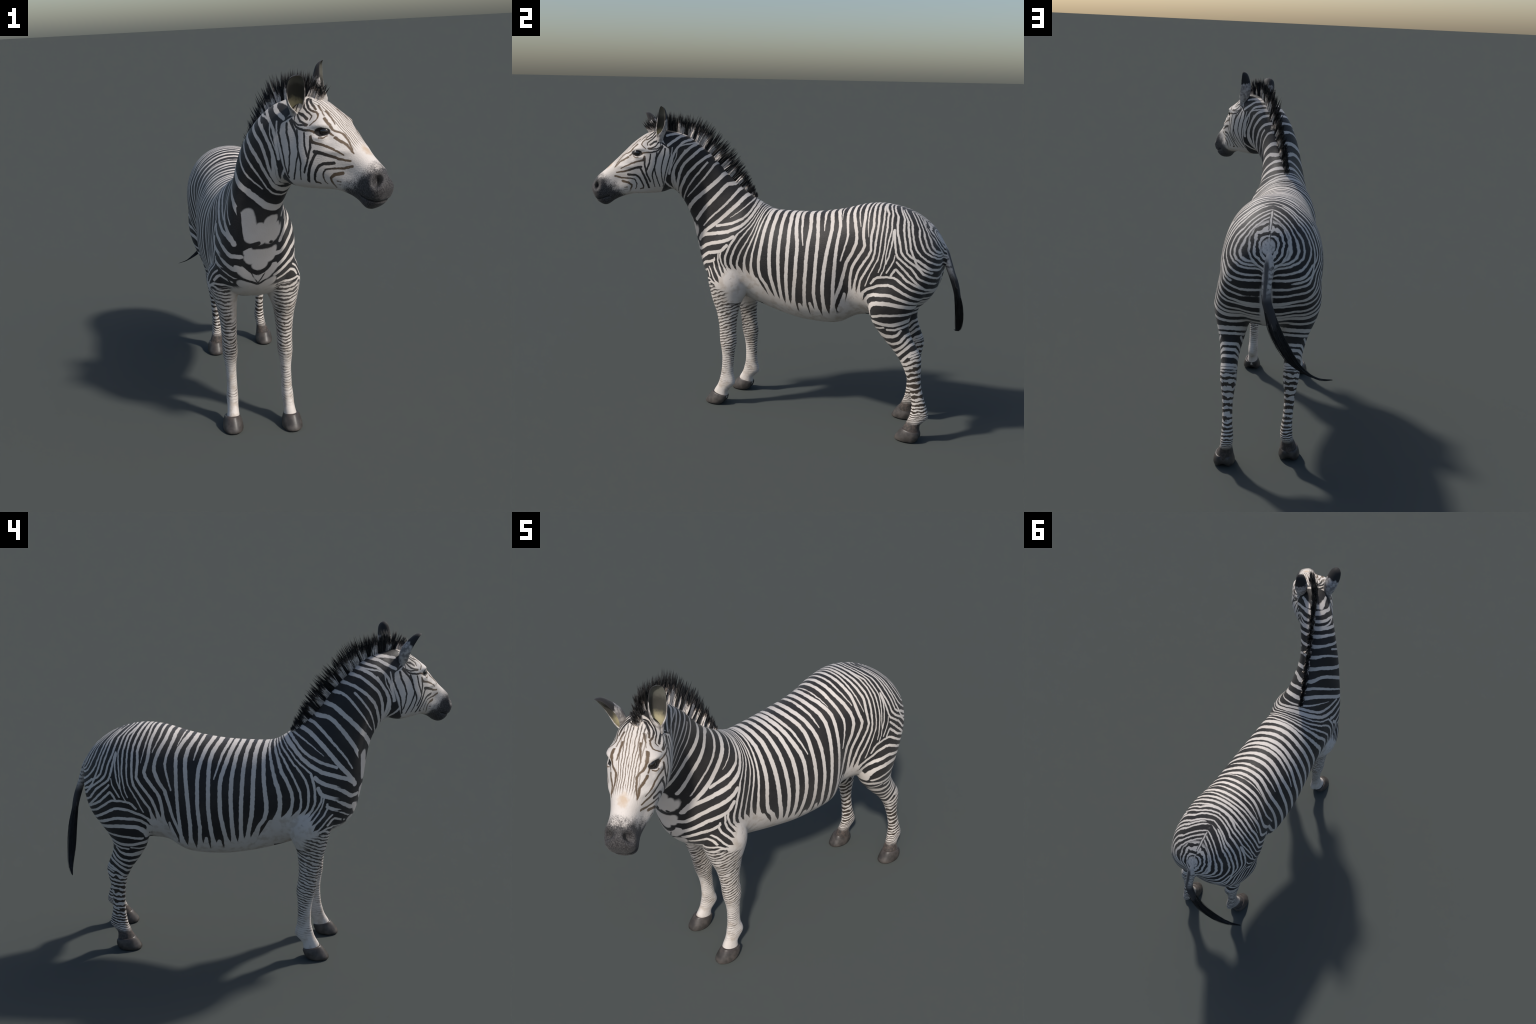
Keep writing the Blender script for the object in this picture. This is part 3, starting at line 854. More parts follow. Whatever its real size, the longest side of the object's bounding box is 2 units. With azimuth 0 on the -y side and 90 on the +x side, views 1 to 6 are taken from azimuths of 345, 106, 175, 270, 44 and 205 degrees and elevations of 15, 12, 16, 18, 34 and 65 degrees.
def hoof_horn():
    g = Graph("hoof_horn")
    p = g.object_coords()
    z = g.xyz(p)[2]
    grow = g.noise(g.vec(0.0, 0.0, z), 260.0, 2.0)
    blot = g.noise(p, 38.0, 4.0)
    col = g.mix(g.ramp(blot, 0.35, 0.7), (0.040, 0.035, 0.032), (0.078, 0.067, 0.060))
    col = g.mix(g.ramp(z, 0.045, 0.068, 0.0, 0.35), col, (0.060, 0.042, 0.036))
    g.bump(g.m("MULTIPLY_ADD", blot, 0.5, grow), 0.25, 0.0015)
    return g.finish(col, 0.42, **{"Specular IOR Level": 0.4})


def ear_skin(inner, base, tip):
    g = Graph("ear_inside" if inner else "ear_back")
    p = g.object_coords()
    axis = np.array(tip) - np.array(base)
    k = axis / (axis @ axis)
    u = g.m("ADD", g.v("DOT_PRODUCT", p, tuple(k)), float(-(k @ np.array(base))))
    fuzz = g.noise(p, 60.0, 4.0)
    u2 = g.m("MULTIPLY_ADD", g.m("SUBTRACT", fuzz, 0.5), 0.22, u)
    if inner:
        col = g.mix(g.ramp(u2, 0.04, 0.28), (0.36, 0.32, 0.20), (0.050, 0.047, 0.040))
        col = g.mix(g.ramp(u2, 0.50, 0.72), col, (0.120, 0.117, 0.098))
        col = g.mix(g.ramp(u, 0.93, 1.0), col, (0.04, 0.036, 0.034))
    else:
        col = g.mix(g.ramp(fuzz, 0.35, 0.65), (0.50, 0.46, 0.43), (0.20, 0.18, 0.17))
        col = g.mix(g.ramp(u2, 0.52, 0.60), col, (0.022, 0.020, 0.020))
    g.bump(g.noise(p, 300.0, 3.0), 0.5, 0.0015)
    return g.finish(col, 0.7, **{"Specular IOR Level": 0.25, "Sheen Weight": 0.1})


def hair_material(name, colour, rough=0.5):
    g = Graph(name)
    n = g.noise(g.object_coords(), 70.0, 2.0)
    col = g.mix(g.ramp(n, 0.3, 0.7), colour, tuple(min(1.0, c * 1.5 + 0.004) for c in colour))
    return g.finish(col, rough, **{"Specular IOR Level": 0.3})


def tail_skin():
    g = Graph("tail_coat")
    p = g.object_coords()
    x, _, z = g.xyz(g.rest(p))
    n = g.noise(p, 45.0, 4.0)
    bars = g.m("SINE", g.m("MULTIPLY", g.m("ADD", z, g.m("MULTIPLY", n, 0.02)), math.tau / 0.020))
    back = g.ramp(g.m("ADD", g.m("ABSOLUTE", x), g.m("MULTIPLY", n, 0.012)), 0.020, 0.010)
    spots = g.m("ADD", g.m("MULTIPLY", bars, 0.35), g.m("MULTIPLY_ADD", g.noise(p, 70.0, 4.0), 4.0, -2.0))
    dark = g.m("MAXIMUM", g.m("MULTIPLY", g.ramp(spots, -0.3, 0.6), 0.75), g.m("MULTIPLY", back, 0.9))
    dark = g.m("MULTIPLY", dark, g.ramp(g.m("MULTIPLY_ADD", n, 0.04, z), 1.02, 0.985))
    dark = g.m("MAXIMUM", dark, g.ramp(z, 0.90, 0.82))
    col = g.mix(dark, (0.56, 0.51, 0.47), (0.045, 0.042, 0.044))
    g.bump(g.noise(p, 300.0, 3.0), 0.5, 0.0015)
    return g.finish(col, 0.65, **{"Specular IOR Level": 0.25})


def eye_surface():
    g = Graph("eye_surface")
    return g.finish((0.012, 0.008, 0.006), 0.06, **{"Specular IOR Level": 0.6, "Coat Weight": 0.6, "Coat Roughness": 0.03})
PALE_STRIPES = [
    stripe(0.0084, 0.4, (-0.221, 1.232), (-0.263, 1.209), (-0.330, 1.131), (-0.408, 1.052), (-0.442, 1.007)),
    stripe(0.0095, 1.0, (-0.282, 1.243), (-0.314, 1.241), (-0.324, 1.238), (-0.340, 1.225), (-0.441, 1.108), (-0.490, 1.036)),
    stripe(0.0105, 1.0, (-0.311, 1.304), (-0.348, 1.291), (-0.386, 1.252), (-0.498, 1.151), (-0.528, 1.115), (-0.573, 1.036)),
    stripe(0.0074, 0.3, (-0.343, 1.348), (-0.376, 1.351), (-0.386, 1.350), (-0.400, 1.341), (-0.444, 1.281), (-0.544, 1.162)),
    stripe(0.0055, 0.4, (-0.437, 1.354), (-0.508, 1.268), (-0.536, 1.226), (-0.554, 1.188), (-0.590, 1.088)),
    stripe(0.0074, 1.0, (-0.382, 1.394), (-0.416, 1.394), (-0.442, 1.384), (-0.493, 1.345), (-0.536, 1.300), (-0.556, 1.268), (-0.582, 1.207), (-0.597, 1.103)),
    stripe(0.0074, 1.0, (-0.421, 1.429), (-0.455, 1.431), (-0.476, 1.424), (-0.557, 1.351), (-0.574, 1.322), (-0.585, 1.292), (-0.604, 1.197)),
    stripe(0.0074, 1.0, (-0.454, 1.463), (-0.490, 1.455), (-0.524, 1.437), (-0.568, 1.396), (-0.603, 1.345), (-0.615, 1.319), (-0.618, 1.296), (-0.615, 1.261), (-0.602, 1.188)),
    stripe(0.0062, 1.0, (-0.490, 1.486), (-0.556, 1.466), (-0.573, 1.455), (-0.600, 1.428), (-0.614, 1.405), (-0.624, 1.378), (-0.643, 1.294)),
    stripe(0.0069, 1.0, (-0.532, 1.504), (-0.581, 1.492), (-0.651, 1.446)),
    stripe(0.0057, 1.0, (-0.584, 1.506), (-0.619, 1.505), (-0.659, 1.496)),
    stripe(0.0099, 1.0, (-0.180, 1.196), (-0.217, 1.182), (-0.234, 1.169), (-0.357, 1.041), (-0.423, 0.983), (-0.455, 0.947), (-0.466, 0.924)),
    stripe(0.0042, 0.3, (-0.173, 1.162), (-0.294, 1.065)),
    stripe(0.0065, 1.0, (-0.156, 1.155), (-0.161, 1.135), (-0.179, 1.106), (-0.195, 1.088), (-0.225, 1.065), (-0.283, 1.036), (-0.362, 1.015)),
    stripe(0.0092, 1.0, (-0.132, 1.162), (-0.140, 1.125), (-0.162, 1.086), (-0.188, 1.057), (-0.226, 1.027), (-0.291, 0.993), (-0.428, 0.959), (-0.465, 0.932)),
    stripe(0.0046, 0.38, (-0.236, 0.988), (-0.170, 1.041), (-0.153, 1.060), (-0.130, 1.100), (-0.115, 1.156)),
    stripe(0.0092, 1.0, (-0.258, 0.969), (-0.276, 0.955), (-0.307, 0.940), (-0.369, 0.922), (-0.405, 0.906), (-0.455, 0.871), (-0.480, 0.871)),
    stripe(0.0061, 1.0, (-0.237, 0.984), (-0.262, 0.925), (-0.275, 0.863), (-0.274, 0.843), (-0.265, 0.813), (-0.254, 0.797), (-0.190, 0.738)),
    stripe(0.0076, 0.38, (-0.180, 0.748), (-0.221, 0.791), (-0.240, 0.824), (-0.242, 0.852), (-0.237, 0.896), (-0.227, 0.930), (-0.212, 0.960), (-0.179, 1.001), (-0.147, 1.034), (-0.133, 1.057), (-0.111, 1.107), (-0.103, 1.151)),
    stripe(0.0069, 0.38, (-0.165, 0.751), (-0.205, 0.816), (-0.207, 0.829), (-0.203, 0.867), (-0.192, 0.904), (-0.135, 0.999), (-0.122, 1.029), (-0.104, 1.080), (-0.091, 1.142)),
    stripe(0.0092, 0.38, (-0.124, 0.745), (-0.144, 0.775), (-0.155, 0.796), (-0.163, 0.832), (-0.162, 0.865), (-0.151, 0.902), (-0.107, 0.998), (-0.080, 1.135)),
    stripe(0.0103, 0.38, (-0.073, 0.713), (-0.103, 0.771), (-0.112, 0.806), (-0.114, 0.831), (-0.109, 0.882), (-0.087, 0.975), (-0.064, 1.096), (-0.063, 1.134)),
    stripe(0.0096, 1.0, (-0.050, 1.135), (-0.041, 1.069), (-0.047, 0.956), (-0.059, 0.849), (-0.058, 0.805), (-0.048, 0.764), (-0.019, 0.725), (0.022, 0.631)),
    stripe(0.0078, 1.0, (-0.075, 0.749), (-0.021, 0.642)),
    stripe(0.0092, 1.0, (-0.281, 0.920), (-0.298, 0.895), (-0.311, 0.885), (-0.385, 0.864), (-0.460, 0.810), (-0.464, 0.811), (-0.469, 0.823)),
    stripe(0.0046, 1.0, (-0.304, 0.887), (-0.306, 0.860), (-0.291, 0.821), (-0.265, 0.785), (-0.237, 0.754)),
    stripe(0.0042, 1.0, (-0.318, 0.872), (-0.314, 0.833), (-0.301, 0.802), (-0.282, 0.773), (-0.240, 0.724)),
    stripe(0.0077, 1.0, (-0.339, 0.832), (-0.363, 0.819), (-0.400, 0.808), (-0.427, 0.791), (-0.447, 0.774)),
    stripe(0.0046, 1.0, (-0.338, 0.844), (-0.341, 0.821), (-0.329, 0.793), (-0.250, 0.700)),
    stripe(0.0042, 1.0, (-0.368, 0.789), (-0.348, 0.772), (-0.322, 0.736), (-0.274, 0.688)),
    stripe(0.0054, 1.0, (-0.351, 0.741), (-0.369, 0.764), (-0.381, 0.770), (-0.425, 0.748)),
    stripe(0.0050, 1.0, (-0.319, 0.707), (-0.338, 0.721), (-0.350, 0.726), (-0.411, 0.717)),
    stripe(0.0043, 1.0, (-0.293, 0.687), (-0.315, 0.711), (-0.342, 0.711), (-0.361, 0.699), (-0.389, 0.666)),
    stripe(0.0104, 1.0, (-0.023, 1.134), (-0.008, 1.104), (0.000, 1.071), (0.006, 0.862), (0.012, 0.788), (0.054, 0.593)),
    stripe(0.0096, 1.0, (0.020, 1.136), (0.041, 1.088), (0.052, 1.009), (0.073, 0.593)),
    stripe(0.0100, 1.0, (0.061, 1.135), (0.090, 1.070), (0.106, 0.975), (0.110, 0.883), (0.106, 0.596)),
    stripe(0.0100, 1.0, (0.090, 1.134), (0.112, 1.100), (0.123, 1.075), (0.156, 0.979), (0.163, 0.936), (0.162, 0.798), (0.134, 0.587)),
    stripe(0.0085, 0.3, (0.122, 1.133), (0.159, 1.071), (0.192, 0.964)),
    stripe(0.0097, 1.0, (0.164, 1.137), (0.189, 1.105), (0.206, 1.078), (0.215, 1.047), (0.218, 1.021), (0.220, 0.827), (0.204, 0.587)),
    stripe(0.0093, 1.0, (0.205, 1.142), (0.241, 1.092), (0.260, 1.043), (0.269, 1.003), (0.273, 0.954), (0.273, 0.826), (0.266, 0.723), (0.278, 0.580)),
    stripe(0.0074, 0.3, (0.268, 1.125), (0.281, 1.101), (0.296, 1.045)),
    stripe(0.0097, 1.0, (0.301, 1.133), (0.328, 1.091), (0.336, 1.051), (0.335, 1.011), (0.321, 0.857), (0.314, 0.738), (0.321, 0.577)),
    stripe(0.0086, 1.0, (0.337, 1.141), (0.354, 1.123), (0.372, 1.094), (0.379, 1.075), (0.381, 1.055), (0.373, 0.817), (0.365, 0.660), (0.356, 0.579)),
    stripe(0.0035, 0.3, (0.362, 1.148), (0.381, 1.105)),
    stripe(0.0082, 0.4, (0.398, 1.157), (0.403, 1.132), (0.428, 1.059), (0.432, 1.031), (0.428, 1.004), (0.404, 0.905)),
    stripe(0.0060, 1.0, (0.423, 0.731), (0.399, 0.642)),
    stripe(0.0079, 1.0, (0.240, 0.658), (0.255, 0.569)),
    stripe(0.0063, 1.0, (0.178, 0.642), (0.189, 0.564)),
    stripe(0.0082, 1.0, (0.431, 1.168), (0.438, 1.140), (0.460, 1.097), (0.475, 1.058), (0.482, 1.024), (0.481, 1.002), (0.463, 0.951), (0.435, 0.902), (0.403, 0.764), (0.362, 0.657)),
    stripe(0.0055, 0.3, (0.462, 1.177), (0.466, 1.151), (0.494, 1.085)),
    stripe(0.0074, 1.0, (0.492, 1.183), (0.508, 1.122), (0.513, 1.059), (0.529, 0.997), (0.522, 0.974), (0.473, 0.894), (0.463, 0.869), (0.456, 0.826), (0.452, 0.751), (0.435, 0.654)),
    stripe(0.0047, 0.3, (0.518, 1.187), (0.520, 1.159), (0.545, 1.042)),
    stripe(0.0062, 1.0, (0.524, 1.227), (0.554, 1.137), (0.564, 1.095), (0.560, 1.042), (0.565, 0.975), (0.554, 0.949), (0.515, 0.887), (0.498, 0.855), (0.484, 0.806), (0.468, 0.727)),
    stripe(0.0055, 1.0, (0.540, 1.224), (0.570, 1.168), (0.586, 1.115), (0.589, 1.083), (0.586, 0.966), (0.578, 0.933), (0.513, 0.813), (0.499, 0.728)),
    stripe(0.0047, 0.6, (0.569, 1.224), (0.600, 1.162), (0.610, 1.127), (0.613, 1.075), (0.612, 0.976), (0.606, 0.937), (0.567, 0.858), (0.543, 0.794)),
    stripe(0.0055, 0.5, (0.575, 1.208), (0.622, 1.156), (0.635, 1.094), (0.636, 0.991), (0.623, 0.905), (0.612, 0.874)),
    stripe(0.0047, 0.5, (0.605, 1.213), (0.641, 1.165), (0.659, 1.086), (0.645, 0.956), (0.646, 0.920), (0.637, 0.884), (0.623, 0.855)),
    stripe(0.0039, 1.0, (0.668, 1.079), (0.672, 1.040), (0.669, 1.008), (0.661, 0.956), (0.648, 0.920)),
    stripe(0.0051, 1.0, (0.672, 1.085), (0.695, 0.980), (0.706, 0.957), (0.777, 0.903), (0.812, 0.858), (0.873, 0.824)),
    stripe(0.0051, 1.0, (0.632, 1.221), (0.672, 1.143), (0.690, 1.072), (0.707, 1.031), (0.719, 0.986), (0.728, 0.971), (0.750, 0.949), (0.805, 0.911), (0.832, 0.881), (0.893, 0.847)),
    stripe(0.0047, 1.0, (0.689, 1.199), (0.716, 1.087), (0.748, 0.982), (0.767, 0.963), (0.816, 0.938)),
    stripe(0.0047, 1.0, (0.710, 1.164), (0.751, 1.046), (0.763, 1.002), (0.797, 0.928), (0.817, 0.909), (0.866, 0.884)),
    stripe(0.0040, 1.0, (0.726, 1.166), (0.778, 1.020), (0.790, 0.997), (0.812, 0.971), (0.840, 0.947), (0.901, 0.913)),
    stripe(0.0036, 1.0, (0.764, 1.156), (0.792, 1.056), (0.815, 1.008), (0.830, 0.986), (0.845, 0.973), (0.906, 0.939)),
    stripe(0.0051, 1.0, (0.703, 0.933), (0.861, 0.780)),
    stripe(0.0055, 1.0, (0.676, 0.861), (0.694, 0.893), (0.701, 0.897), (0.756, 0.847), (0.879, 0.780)),
    stripe(0.0055, 1.0, (0.576, 0.813), (0.594, 0.837), (0.608, 0.847), (0.652, 0.854), (0.694, 0.854), (0.708, 0.848), (0.775, 0.803), (0.878, 0.763)),
    stripe(0.0043, 0.6, (0.654, 0.875), (0.686, 0.934), (0.691, 0.965)),
    stripe(0.0067, 1.0, (0.516, 0.730), (0.527, 0.755), (0.554, 0.778), (0.616, 0.807), (0.664, 0.815), (0.686, 0.812), (0.706, 0.803), (0.843, 0.731)),
    stripe(0.0076, 1.0, (0.545, 0.667), (0.533, 0.696), (0.532, 0.705), (0.536, 0.720), (0.559, 0.745), (0.592, 0.758), (0.659, 0.766), (0.686, 0.764), (0.830, 0.713)),
    stripe(0.0100, 1.0, (0.546, 0.647), (0.551, 0.674), (0.566, 0.699), (0.583, 0.712), (0.607, 0.719), (0.645, 0.723), (0.682, 0.722), (0.817, 0.699)),
    stripe(0.0063, 1.0, (0.780, 0.673), (0.627, 0.660), (0.567, 0.642)),
    stripe(0.0087, 1.0, (0.554, 0.613), (0.574, 0.616), (0.623, 0.611), (0.674, 0.612), (0.791, 0.649)),
    stripe(0.0044, 1.0, (0.624, 0.594), (0.569, 0.580)),
    stripe(0.0132, 0.35, (0.584, 0.553), (0.626, 0.547), (0.663, 0.551), (0.688, 0.562), (0.708, 0.585)),
    stripe(0.0064, 1.0, (0.770, 0.575), (0.723, 0.558), (0.698, 0.527), (0.680, 0.517), (0.650, 0.508), (0.606, 0.511)),
    stripe(0.0064, 1.0, (0.783, 0.555), (0.736, 0.538), (0.716, 0.514), (0.687, 0.491), (0.657, 0.474), (0.637, 0.471)),
    stripe(0.0065, 1.0, (0.790, 0.529), (0.743, 0.512), (0.670, 0.449), (0.651, 0.445)),
    stripe(0.0045, 1.0, (0.813, 0.487), (0.729, 0.452)),
    stripe(0.0045, 1.0, (0.813, 0.472), (0.777, 0.456), (0.754, 0.451), (0.738, 0.441)),
    stripe(0.0060, 1.0, (0.817, 0.501), (0.742, 0.472), (0.707, 0.443), (0.683, 0.418), (0.672, 0.413)),
    stripe(0.0055, 1.0, (0.828, 0.460), (0.742, 0.431), (0.683, 0.384)),
    stripe(0.0036, 1.0, (0.783, 1.159), (0.811, 1.059), (0.834, 1.011), (0.849, 0.989), (0.864, 0.976), (0.925, 0.942)),
    stripe(0.0032, 1.0, (0.801, 1.161), (0.829, 1.061), (0.852, 1.013), (0.867, 0.991), (0.882, 0.978), (0.943, 0.944)),
    stripe(0.0055, 1.0, (0.640, 0.585), (0.680, 0.588), (0.734, 0.608), (0.850, 0.625)),
    stripe(0.0055, 1.0, (0.800, 0.948), (0.859, 0.904), (0.885, 0.896), (0.940, 0.885)),
    stripe(0.0043, 0.4, (-0.458, 1.467), (-0.560, 1.449), (-0.584, 1.440), (-0.596, 1.428), (-0.602, 1.384), (-0.630, 1.327)),
    stripe(0.0033, 0.3, (-0.625, 1.434), (-0.629, 1.394), (-0.646, 1.358)),
    stripe(0.0051, 1.0, (-0.555, 1.419), (-0.614, 1.323), (-0.624, 1.296), (-0.628, 1.255), (-0.617, 1.203)),
    stripe(0.0046, 1.0, (-0.660, 1.298), (-0.669, 1.265), (-0.667, 1.253), (-0.658, 1.239), (-0.616, 1.191)),
]

FACE_STRIPES = [
    stripe(0.0054, 0.5, (0.094, -0.669, 1.429), (0.101, -0.673, 1.397), (0.108, -0.686, 1.362), (0.113, -0.694, 1.323), (0.111, -0.690, 1.281), (0.099, -0.682, 1.242)),
    stripe(0.0061, 0.5, (0.092, -0.684, 1.439), (0.108, -0.722, 1.387), (0.120, -0.737, 1.333), (0.121, -0.734, 1.310), (0.117, -0.720, 1.272), (0.098, -0.701, 1.222)),
    stripe(0.0045, 1.0, (0.109, -0.760, 1.400), (0.116, -0.767, 1.354), (0.119, -0.783, 1.312), (0.118, -0.780, 1.294), (0.115, -0.761, 1.254)),
    stripe(0.0049, 0.5, (0.120, -0.740, 1.326), (0.123, -0.749, 1.299), (0.122, -0.750, 1.287), (0.103, -0.733, 1.223)),
    stripe(0.0048, 1.0, (0.110, -0.789, 1.380), (0.113, -0.792, 1.349), (0.119, -0.783, 1.309)),
    stripe(0.0046, 0.6, (0.093, -0.639, 1.431), (0.101, -0.638, 1.394), (0.105, -0.665, 1.307), (0.100, -0.674, 1.258), (0.091, -0.682, 1.224)),
    stripe(0.0046, 1.0, (0.085, -0.689, 1.459), (0.093, -0.639, 1.431)),
    stripe(0.0045, 1.0, (0.091, -0.687, 1.445), (0.100, -0.713, 1.421), (0.104, -0.734, 1.414), (0.107, -0.756, 1.410), (0.105, -0.783, 1.410), (0.102, -0.796, 1.407), (0.095, -0.808, 1.401)),
    stripe(0.0053, 1.0, (0.104, -0.721, 1.408), (0.114, -0.731, 1.361)),
    stripe(0.0060, 0.45, (0.108, -0.790, 1.388), (0.109, -0.798, 1.369), (0.097, -0.840, 1.359), (0.078, -0.894, 1.335), (0.067, -0.912, 1.323)),
    stripe(0.0072, 0.5, (0.110, -0.810, 1.334), (0.100, -0.841, 1.328), (0.073, -0.899, 1.307), (0.058, -0.935, 1.301)),
    stripe(0.0057, 1.0, (0.109, -0.815, 1.330), (0.115, -0.795, 1.291), (0.115, -0.785, 1.268), (0.097, -0.766, 1.219)),
    stripe(0.0065, 0.5, (0.082, -0.876, 1.292), (0.099, -0.839, 1.290), (0.103, -0.827, 1.284), (0.105, -0.817, 1.274), (0.104, -0.805, 1.252), (0.095, -0.795, 1.227), (0.089, -0.796, 1.217), (0.082, -0.811, 1.213)),
    stripe(0.0052, 0.4, (0.056, -0.942, 1.282), (0.064, -0.911, 1.274), (0.084, -0.865, 1.272), (0.093, -0.845, 1.268), (0.095, -0.837, 1.259), (0.091, -0.831, 1.242), (0.082, -0.832, 1.222), (0.074, -0.838, 1.213)),
    stripe(0.0068, 0.5, (0.065, -0.904, 1.256), (0.076, -0.874, 1.249), (0.079, -0.858, 1.236), (0.076, -0.858, 1.228), (0.059, -0.867, 1.199)),
    stripe(0.0028, 1.0, (0.069, -0.880, 1.224), (0.065, -0.894, 1.222)),
    stripe(0.0024, 1.0, (0.064, -0.879, 1.211), (0.061, -0.899, 1.210)),
    stripe(0.0032, 1.0, (0.099, -0.802, 1.401), (0.090, -0.817, 1.412), (0.079, -0.837, 1.413), (0.069, -0.866, 1.391)),
    stripe(0.0040, 0.5, (0.065, -0.822, 1.452), (0.067, -0.848, 1.429), (0.064, -0.858, 1.413), (0.057, -0.868, 1.406), (0.042, -0.887, 1.397), (0.039, -0.897, 1.389), (0.040, -0.919, 1.363), (0.048, -0.944, 1.328)),
    stripe(0.0048, 0.5, (0.068, -0.873, 1.384), (0.051, -0.916, 1.356), (0.049, -0.940, 1.332)),
    stripe(0.0028, 0.5, (0.034, -0.804, 1.475), (0.038, -0.832, 1.453), (0.045, -0.858, 1.427)),
    stripe(0.0024, 0.5, (0.038, -0.772, 1.495), (0.058, -0.817, 1.458)),
    stripe(0.0037, 0.6, (0.030, -0.716, 1.517), (0.057, -0.737, 1.497), (0.067, -0.748, 1.488), (0.069, -0.763, 1.478), (0.063, -0.784, 1.472), (0.068, -0.796, 1.462), (0.079, -0.802, 1.452), (0.088, -0.801, 1.445), (0.102, -0.784, 1.429)),
    stripe(0.0041, 0.6, (0.028, -0.695, 1.520), (0.069, -0.730, 1.489), (0.074, -0.745, 1.478), (0.076, -0.773, 1.459), (0.086, -0.771, 1.446)),
    stripe(0.0053, 1.0, (0.082, -0.715, 1.469), (0.084, -0.738, 1.462), (0.086, -0.758, 1.448)),
    stripe(0.0033, 1.0, (0.030, -0.726, 1.515), (0.049, -0.752, 1.499), (0.058, -0.777, 1.481)),
    stripe(0.0037, 1.0, (0.085, -0.709, 1.462), (0.095, -0.730, 1.441), (0.099, -0.750, 1.433), (0.100, -0.770, 1.430)),
    stripe(0.0033, 1.0, (0.094, -0.699, 1.438), (0.099, -0.723, 1.428), (0.102, -0.768, 1.427)),
    stripe(0.0025, 1.0, (0.061, -0.696, 1.499), (0.079, -0.699, 1.473), (0.092, -0.699, 1.442)),
    stripe(0.0085, 0.5, (0.026, -0.524, 1.492), (0.071, -0.627, 1.485), (0.076, -0.640, 1.482), (0.079, -0.657, 1.469)),
    stripe(0.0059, 1.0, (0.091, -0.583, 1.468), (0.091, -0.618, 1.456), (0.090, -0.637, 1.443)),
    stripe(0.0024, 1.0, (0.101, -0.823, 1.385), (0.095, -0.838, 1.383), (0.081, -0.848, 1.390)),
]

BREAST_PALE = [
    stripe(0.0312, 1.0, (0.105, -0.499, 1.049), (0.066, -0.509, 0.966)),
    stripe(0.0261, 1.0, (0.003, -0.530, 1.022), (0.006, -0.518, 0.963)),
    stripe(0.0391, 1.0, (0.024, -0.520, 0.972), (0.025, -0.518, 0.961)),
    stripe(0.0234, 1.0, (0.041, -0.521, 0.995), (0.023, -0.523, 0.988)),
    stripe(0.0220, 1.0, (0.065, -0.508, 0.955), (0.025, -0.509, 0.946)),
    stripe(0.0201, 1.0, (0.061, -0.499, 0.894), (0.044, -0.489, 0.884)),
    stripe(0.0327, 1.0, (0.041, -0.499, 0.871), (0.002, -0.501, 0.870)),
    stripe(0.0265, 1.0, (0.008, -0.494, 0.837), (0.005, -0.493, 0.835)),
    stripe(0.0214, 1.0, (0.073, -0.475, 0.807), (0.028, -0.477, 0.776), (0.005, -0.472, 0.763)),
    stripe(0.0227, 1.0, (0.068, -0.450, 0.743), (0.008, -0.450, 0.726)),
]

BREAST_DARK = [
    stripe(0.0099, 1.0, (0.143, -0.472, 1.080), (0.105, -0.489, 0.964), (0.090, -0.493, 0.933), (0.078, -0.497, 0.922), (0.066, -0.501, 0.918), (0.027, -0.513, 0.929)),
    stripe(0.0095, 1.0, (0.167, -0.384, 0.929), (0.139, -0.446, 0.908), (0.121, -0.465, 0.901), (0.095, -0.484, 0.900), (0.070, -0.499, 0.914)),
    stripe(0.0102, 1.0, (0.180, -0.295, 0.887), (0.150, -0.418, 0.860), (0.134, -0.443, 0.850), (0.118, -0.455, 0.843), (0.090, -0.476, 0.848), (0.074, -0.484, 0.845), (0.032, -0.486, 0.808), (0.005, -0.484, 0.796)),
    stripe(0.0059, 1.0, (0.179, -0.318, 0.816), (0.144, -0.413, 0.805), (0.131, -0.430, 0.795), (0.107, -0.445, 0.781), (0.058, -0.467, 0.766), (0.026, -0.468, 0.753), (0.002, -0.461, 0.741)),
    stripe(0.0032, 1.0, (0.033, -0.484, 0.800), (0.001, -0.465, 0.748)),
    stripe(0.0054, 1.0, (0.132, -0.418, 0.776), (0.109, -0.417, 0.737), (0.081, -0.403, 0.702)),
    stripe(0.0043, 1.0, (0.105, -0.438, 0.763), (0.077, -0.430, 0.724)),
    stripe(0.0060, 1.0, (0.052, -0.413, 0.697), (0.004, -0.429, 0.702)),
]


# ------------------------------------------------------------------ assembly
def add(name, v, f, materials, parent, slots=None, normals=None):
    me = bpy.data.meshes.new(name)
    me.from_pydata(np.asarray(v).tolist(), [], [tuple(int(i) for i in q) for q in f])
    me.update()
    me.polygons.foreach_set("use_smooth", [True] * len(me.polygons))
    for m in materials:
        me.materials.append(m)
    if slots is not None:
        me.polygons.foreach_set("material_index", slots)
    if normals is not None:
        me.normals_split_custom_set_from_vertices(normals.tolist())
    ob = bpy.data.objects.new(name, me)
    bpy.context.scene.collection.objects.link(ob)
    ob.parent = parent
    return ob


